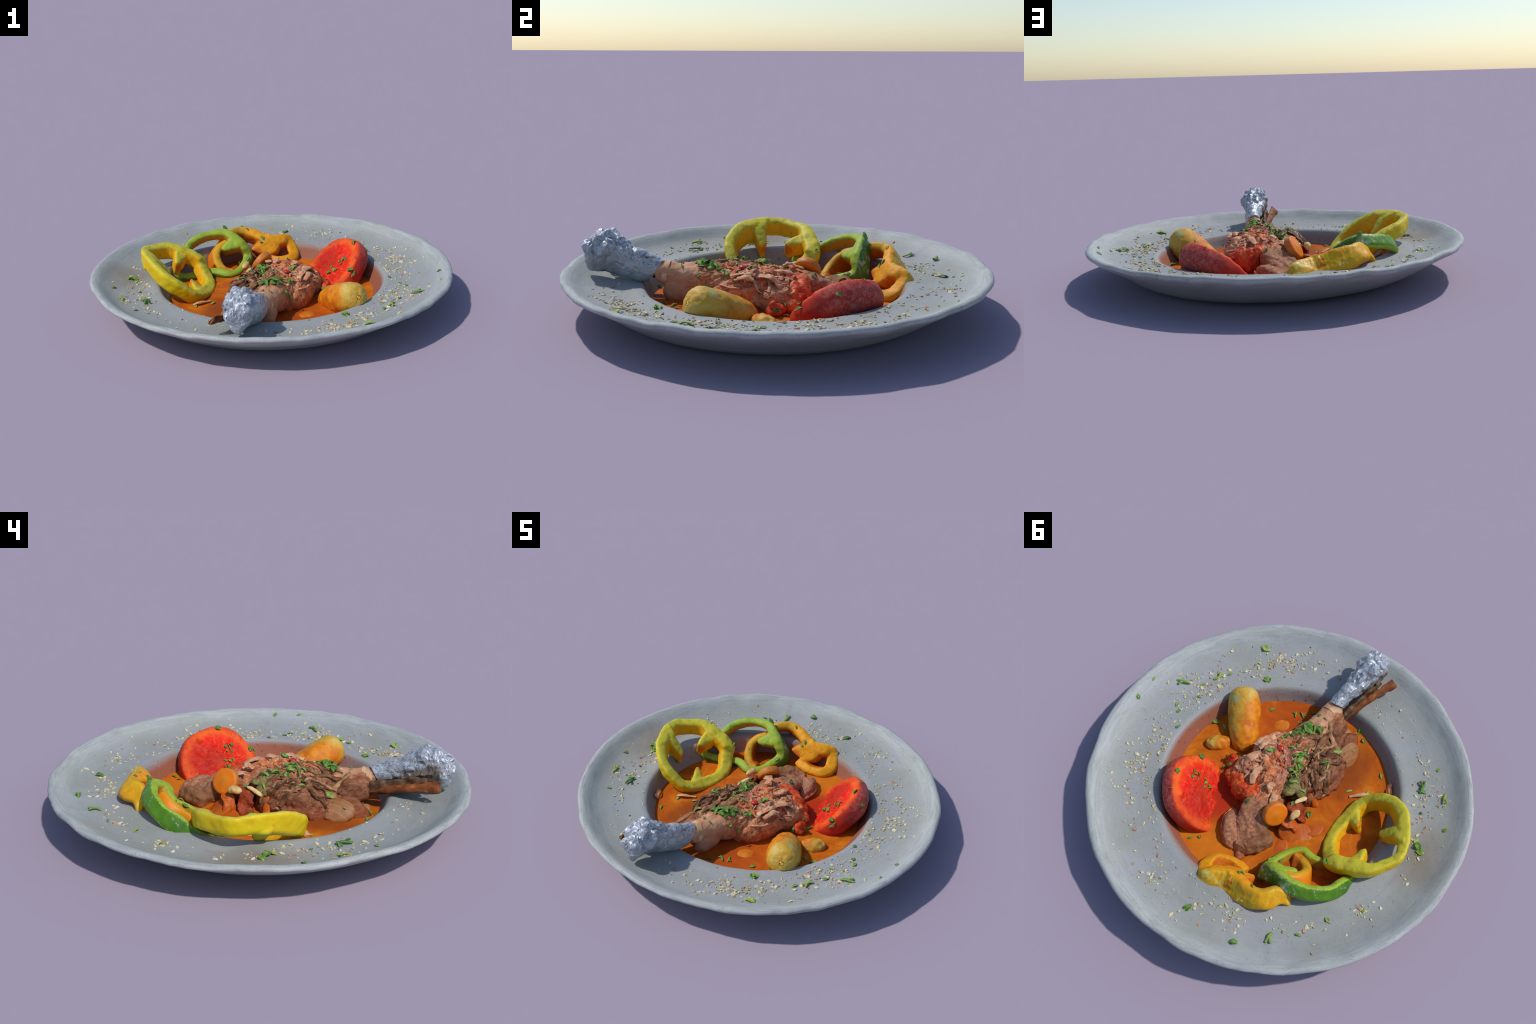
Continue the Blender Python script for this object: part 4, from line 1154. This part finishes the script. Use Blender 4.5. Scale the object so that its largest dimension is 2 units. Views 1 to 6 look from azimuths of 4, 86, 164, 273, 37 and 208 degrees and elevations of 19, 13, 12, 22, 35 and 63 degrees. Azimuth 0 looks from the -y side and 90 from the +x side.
def build_herbs(solids):
    V, F = [], []
    for ob in solids:
        b = len(V)
        mw = ob.matrix_world
        V += [mw @ v.co for v in ob.data.vertices]
        F += [tuple(i + b for i in p.vertices) for p in ob.data.polygons]
    tree = BVHTree.FromPolygons(V, F)

    def drop(x, y):
        hit, nrm, _, _ = tree.ray_cast(Vector((x, y, 1)), Vector((0, 0, -1)))
        if hit is None:
            return Vector((x, y, 0.13)), Vector((0, 0, 1))
        if nrm.z < 0:
            nrm = -nrm
        return hit, nrm

    dark = mat_leaf("parsley_green", (56, 98, 30), (122, 160, 66), (158, 186, 112))
    pale = mat_leaf("pale_parsley", (98, 132, 48), (150, 174, 82), (176, 190, 120))
    rr = random.Random(21)
    meshes = {"leaf": [leaf_mesh("parsley_leaf", 0.060, 0.016, 3, 0.08, dark, 3), leaf_mesh("parsley_leaf", 0.052, 0.018, 4, 0.10, dark, 5, 0.4), leaf_mesh("parsley_leaf", 0.046, 0.013, 2, 0.18, dark, 9, 0.5), leaf_mesh("parsley_leaf", 0.056, 0.009, 1, 0.16, dark, 12, 0.2)],
              "pale": [leaf_mesh("parsley_leaf", 0.055, 0.014, 2, 0.10, pale, 13), leaf_mesh("parsley_leaf", 0.048, 0.009, 1, 0.10, pale, 15, 0.4)],
              "sprig": [sprig_mesh("parsley_sprig", pale, 1), sprig_mesh("parsley_sprig", dark, 2)]}
    root = empty("parsley_garnish", "chopped green parsley scattered over meat and rim", "herb garnish")

    def put(kind, x, y, yaw=None, s=1.0, lift=0.003, tilt=0.3):
        p, n = drop(x, y)
        me = rr.choice(meshes[kind])
        ob = bpy.data.objects.new("parsley_sprig" if kind == "sprig" else "parsley_leaf", me)
        COLL.objects.link(ob)
        n = (n + Vector((rr.uniform(-tilt, tilt), rr.uniform(-tilt, tilt), 0.15))).normalized()
        yaw = rr.uniform(0, 6.28) if yaw is None else yaw
        q = n.to_track_quat("Z", "Y").to_matrix().to_4x4()
        ob.matrix_world = Matrix.Translation(p + n * lift) @ q @ Matrix.Rotation(yaw, 4, "Z") @ Matrix.Diagonal((s, s * rr.uniform(0.85, 1.15), s, 1))
        ob.parent = root
        return ob

    # bunch at the slim end of the shank
    for dx, dy, s in [(0, 0, 1.3), (0.02, -0.01, 1.2), (-0.02, 0.0, 1.1), (0.03, 0.02, 0.9), (-0.03, -0.025, 1.2), (0.01, 0.03, 0.9), (0.05, 0.05, 0.8), (0.06, -0.03, 0.8), (-0.055, -0.03, 1.0), (0.035, 0.045, 0.8), (0.0, -0.03, 1.0)]:
        put("leaf", 0.028 + dx, -0.335 + dy, None, s, 0.006, 0.5)
    # chain along the crest
    for x, y, s in [(-0.03, -0.20, 1.0), (-0.015, -0.18, 0.9), (-0.02, -0.16, 1.1), (-0.035, -0.145, 1.0), (-0.012, -0.135, 0.9), (-0.025, -0.115, 1.0), (-0.005, -0.10, 0.8), (-0.04, -0.085, 1.0), (-0.03, -0.055, 0.9), (-0.055, -0.075, 0.9), (-0.06, -0.04, 0.9), (-0.04, -0.02, 0.8), (-0.02, -0.22, 0.7), (0.0, -0.165, 0.8)]:
        put("leaf", x, y, None, s * 0.95, 0.006, 0.5)
    for x, y, s, k in [(0.045, -0.20, 0.8, "pale"), (0.02, -0.215, 0.6, "pale"), (0.133, -0.122, 0.8, "leaf"), (0.125, -0.135, 0.7, "leaf"), (0.145, -0.115, 0.6, "leaf"), (0.105, -0.26, 0.9, "leaf"), (0.12, -0.24, 0.7, "leaf"), (0.115, -0.33, 0.7, "pale"),
                       (-0.155, -0.34, 1.1, "pale"), (-0.14, -0.22, 0.9, "pale"), (-0.165, -0.21, 0.8, "pale"), (-0.09, 0.0, 0.9, "leaf"), (-0.12, -0.03, 0.8, "pale"), (-0.105, 0.055, 0.6, "leaf"), (0.09, 0.165, 0.8, "leaf"), (0.02, -0.45, 0.7, "pale"),
                       (-0.22, -0.41, 0.5, "pale"), (-0.19, 0.02, 0.9, "leaf")]:
        put(k, x, y, None, s)
    # on the tomato and pepper
    for x, y, s in [(0.41, 0.172, 0.8), (0.40, 0.155, 0.7), (0.415, 0.19, 0.6), (0.39, 0.185, 0.5), (0.425, 0.16, 0.6), (0.355, 0.165, 0.6), (0.326, 0.177, 0.8), (0.335, 0.165, 0.7), (0.345, 0.19, 0.5), (0.37, 0.15, 0.5), (0.462, 0.05, 1.1), (0.448, 0.06, 0.9), (0.475, 0.235, 0.9), (0.545, 0.205, 0.7), (0.445, 0.33, 0.5), (0.31, 0.0, 0.9), (0.335, 0.01, 1.0), (0.345, -0.035, 0.8), (0.295, -0.07, 0.8)]:
        put("leaf", x, y, None, s * 0.85, 0.002, 0.2)
    put("leaf", -0.411, 0.245, None, 0.7)
    for x, y in [(-0.176, 0.566), (-0.086, 0.511), (-0.075, 0.525)]:
        put("leaf", x, y, None, 0.6, 0.002)
    # floating in the broth
    for x, y, s, k in [(0.14, -0.485, 0.7, "sprig"), (0.17, -0.47, 0.6, "sprig"), (-0.413, -0.377, 0.9, "pale"), (-0.307, -0.207, 0.9, "pale"), (-0.40, -0.25, 0.6, "pale"), (0.09, -0.53, 0.8, "leaf"), (0.30, -0.43, 0.6, "leaf"), (-0.16, 0.36, 0.9, "pale"), (-0.20, 0.33, 0.8, "leaf"), (0.27, 0.45, 0.7, "leaf"), (0.23, 0.42, 0.6, "leaf"),
                       (0.47, -0.20, 0.9, "pale"), (0.53, -0.20, 1.1, "pale"), (0.25, 0.33, 0.4, "pale"), (-0.44, -0.08, 0.6, "leaf"), (-0.19, -0.565, 0.8, "leaf"), (-0.23, -0.52, 0.8, "leaf"), (-0.18, -0.53, 0.7, "leaf")]:
        put(k, x, y, None, s, 0.002, 0.1)
    # larger bits on the rim, where the picture shows them
    for x, y, s, k, yaw in [(0.404, -0.541, 0.9, "leaf", 0.3), (0.41, -0.555, 0.7, "leaf", 1.8), (0.393, -0.55, 0.7, "leaf", 4), (0.054, 0.792, 1.1, "leaf", 0.5), (-0.229, 0.83, 1.1, "leaf", 0.2), (0.64, -0.418, 1.0, "sprig", 1.4), (0.788, -0.29, 1.2, "sprig", 2.2), (0.514, -0.711, 1.2, "pale", 2.6), (0.921, -0.201, 0.7, "pale", 0.2),
                            (-0.765, -0.073, 1.3, "leaf", 1.2), (-0.79, -0.05, 1.0, "leaf", 2.4), (-0.75, -0.09, 0.9, "pale", 0.4), (-0.644, -0.386, 1.2, "sprig", 1.0), (-0.65, -0.36, 0.8, "sprig", 2.4), (-0.77, -0.38, 0.9, "sprig", 0.1), (-0.689, 0.368, 0.7, "leaf", 1), (-0.563, 0.50, 0.8, "pale", 2), (-0.474, 0.638, 0.7, "leaf", 2.6), (-0.36, 0.72, 1.0, "sprig", 1.2),
                            (0.667, -0.256, 0.6, "leaf", 1), (0.69, -0.33, 0.6, "leaf", 2), (0.72, -0.22, 0.5, "pale", 3), (0.60, -0.47, 0.7, "pale", 2), (0.74, -0.15, 0.7, "pale", 1), (0.71, -0.12, 0.6, "leaf", 1), (0.66, -0.03, 0.5, "leaf", 1), (0.93, -0.06, 0.6, "leaf", 1), (-0.67, -0.52, 0.6, "pale", 1), (-0.70, -0.25, 0.5, "leaf", 2), (-0.85, -0.22, 0.7, "pale", 2)]:
        put(k, x, y, yaw, s, 0.002, 0.15)

    # dried oregano crumbs strewn round the rim, in drifts
    drifts = [(-57, 26, 0.79, 0.06, 190), (-25, 14, 0.74, 0.06, 90), (5, 22, 0.745, 0.07, 130), (35, 16, 0.75, 0.07, 70), (72, 22, 0.77, 0.06, 70), (105, 14, 0.75, 0.05, 50), (130, 16, 0.76, 0.05, 40), (160, 14, 0.76, 0.05, 22), (185, 10, 0.74, 0.05, 45), (208, 16, 0.75, 0.06, 55), (235, 14, 0.76, 0.06, 26), (262, 14, 0.74, 0.05, 22)]
    PV = {0: ([], []), 1: ([], [])}

    def crumb(p, n, L, W, T, which):
        q = n.to_track_quat("Z", "Y").to_matrix() @ Matrix.Rotation(rr.uniform(0, 6.28), 3, "Z") @ Matrix.Rotation(rr.uniform(-0.5, 0.5), 3, "Y")
        pts = [(-L, -W * rr.uniform(0.1, 0.6)), (-L * 0.3, -W), (L * 0.6, -W * rr.uniform(0.5, 1)), (L, W * rr.uniform(-0.3, 0.5)), (L * 0.3, W), (-L * 0.7, W * rr.uniform(0.4, 0.9))]
        V, F = PV[which]
        b = len(V)
        for zz, sc in ((0, 1.0), (T, 0.75)):
            for x, y in pts:
                V.append(p + q @ Vector((x * sc, y * sc, zz + 0.15 * y)))
        F.append(tuple(b + i for i in (5, 4, 3, 2, 1, 0)))
        F.append(tuple(b + 6 + i for i in range(6)))
        for i in range(6):
            F.append((b + i, b + (i + 1) % 6, b + 6 + (i + 1) % 6, b + 6 + i))
    for az, spread, r0, dr, cnt in drifts:
        nclump = max(3, cnt // 9)
        clumps = [(az + rr.gauss(0, spread * 0.55), r0 + rr.gauss(0, dr * 0.7)) for _ in range(nclump)]
        for i in range(cnt):
            if rr.random() < 0.62:
                ca, cr = rr.choice(clumps)
                a, r = ca + rr.gauss(0, 2.0), cr + rr.gauss(0, 0.020)
            else:
                a, r = az + rr.gauss(0, spread * 0.7), r0 + rr.gauss(0, dr)
            r = min(0.90, max(0.655, r))
            p, n = drop(r * math.cos(math.radians(a)), r * math.sin(math.radians(a)))
            if abs(p.z - 0.135) > 0.045:
                continue
            L = rr.choice([0.0045, 0.006, 0.007, 0.0085, 0.013]) * rr.uniform(0.8, 1.25)
            crumb(p, n, L, L * rr.uniform(0.35, 0.75), 0.0035 * rr.uniform(0.7, 1.4), 0 if rr.random() < 0.8 else 1)
    for i in range(90):   # and a few on the meat
        p, n = drop(rr.gauss(0.02, 0.08), rr.gauss(-0.12, 0.12))
        if p.z > 0.12:
            L = rr.uniform(0.003, 0.006)
            crumb(p, n, L, L * 0.45, 0.003, 0)
    herb = empty("oregano_sprinkle", "dry cream coloured oregano crumbs strewn on rim", "dried herb")
    for i, (nm, stops) in enumerate([("oregano_crumbs", [(0.3, (168, 154, 104)), (0.5, (206, 196, 152)), (0.7, (222, 214, 190))]), ("pepper_crumbs", [(0.3, (150, 96, 70)), (0.5, (196, 150, 128)), (0.7, (128, 128, 70))])]):
        V, F = PV[i]
        ob = make(nm, V, F, mat_simple(nm + "_tone", stops, 45, 0.7, 0.2, 0, detail=1), herb, smooth=False)
        ob["kind"] = "stuff"


plate = build_plate()
soup = build_soup()
shank, meat, foil = build_shank()
peppers = build_peppers()
tomato = build_tomato()
potatoes = build_potatoes()
bits = build_vegetable_bits()
bpy.context.view_layer.update()


def keep_inside(ob):
    """press the underside of a food piece against the plate's inner surface"""
    mw = ob.matrix_world
    inv = mw.inverted()
    for v in ob.data.vertices:
        p = mw @ v.co
        r = math.hypot(p.x - 0.004, p.y + 0.014)
        tilt = -0.006 * p.x + 0.010 * p.y
        if r < 0.555:
            f = 0.026
        elif r < 0.632:
            f = 0.034 + (r - 0.555) / 0.077 * 0.094 + tilt
        else:
            f = 0.129 + tilt
        if p.z < f:
            p.z = f + 0.0008 * math.sin(p.x * 90) * math.cos(p.y * 90)
            v.co = inv @ p
    ob.data.update()


food = [o for o in shank.children if o.name.startswith(("meat", "sinew", "gristle", "muscle"))] + peppers + [c for p in peppers for c in p.children] + [tomato] + potatoes + bits
for o in food:
    if o.type == "MESH":
        keep_inside(o)
solids = [plate, soup] + [o for o in shank.children] + peppers + [tomato] + potatoes + bits
build_herbs([o for o in solids if o.type == "MESH"])
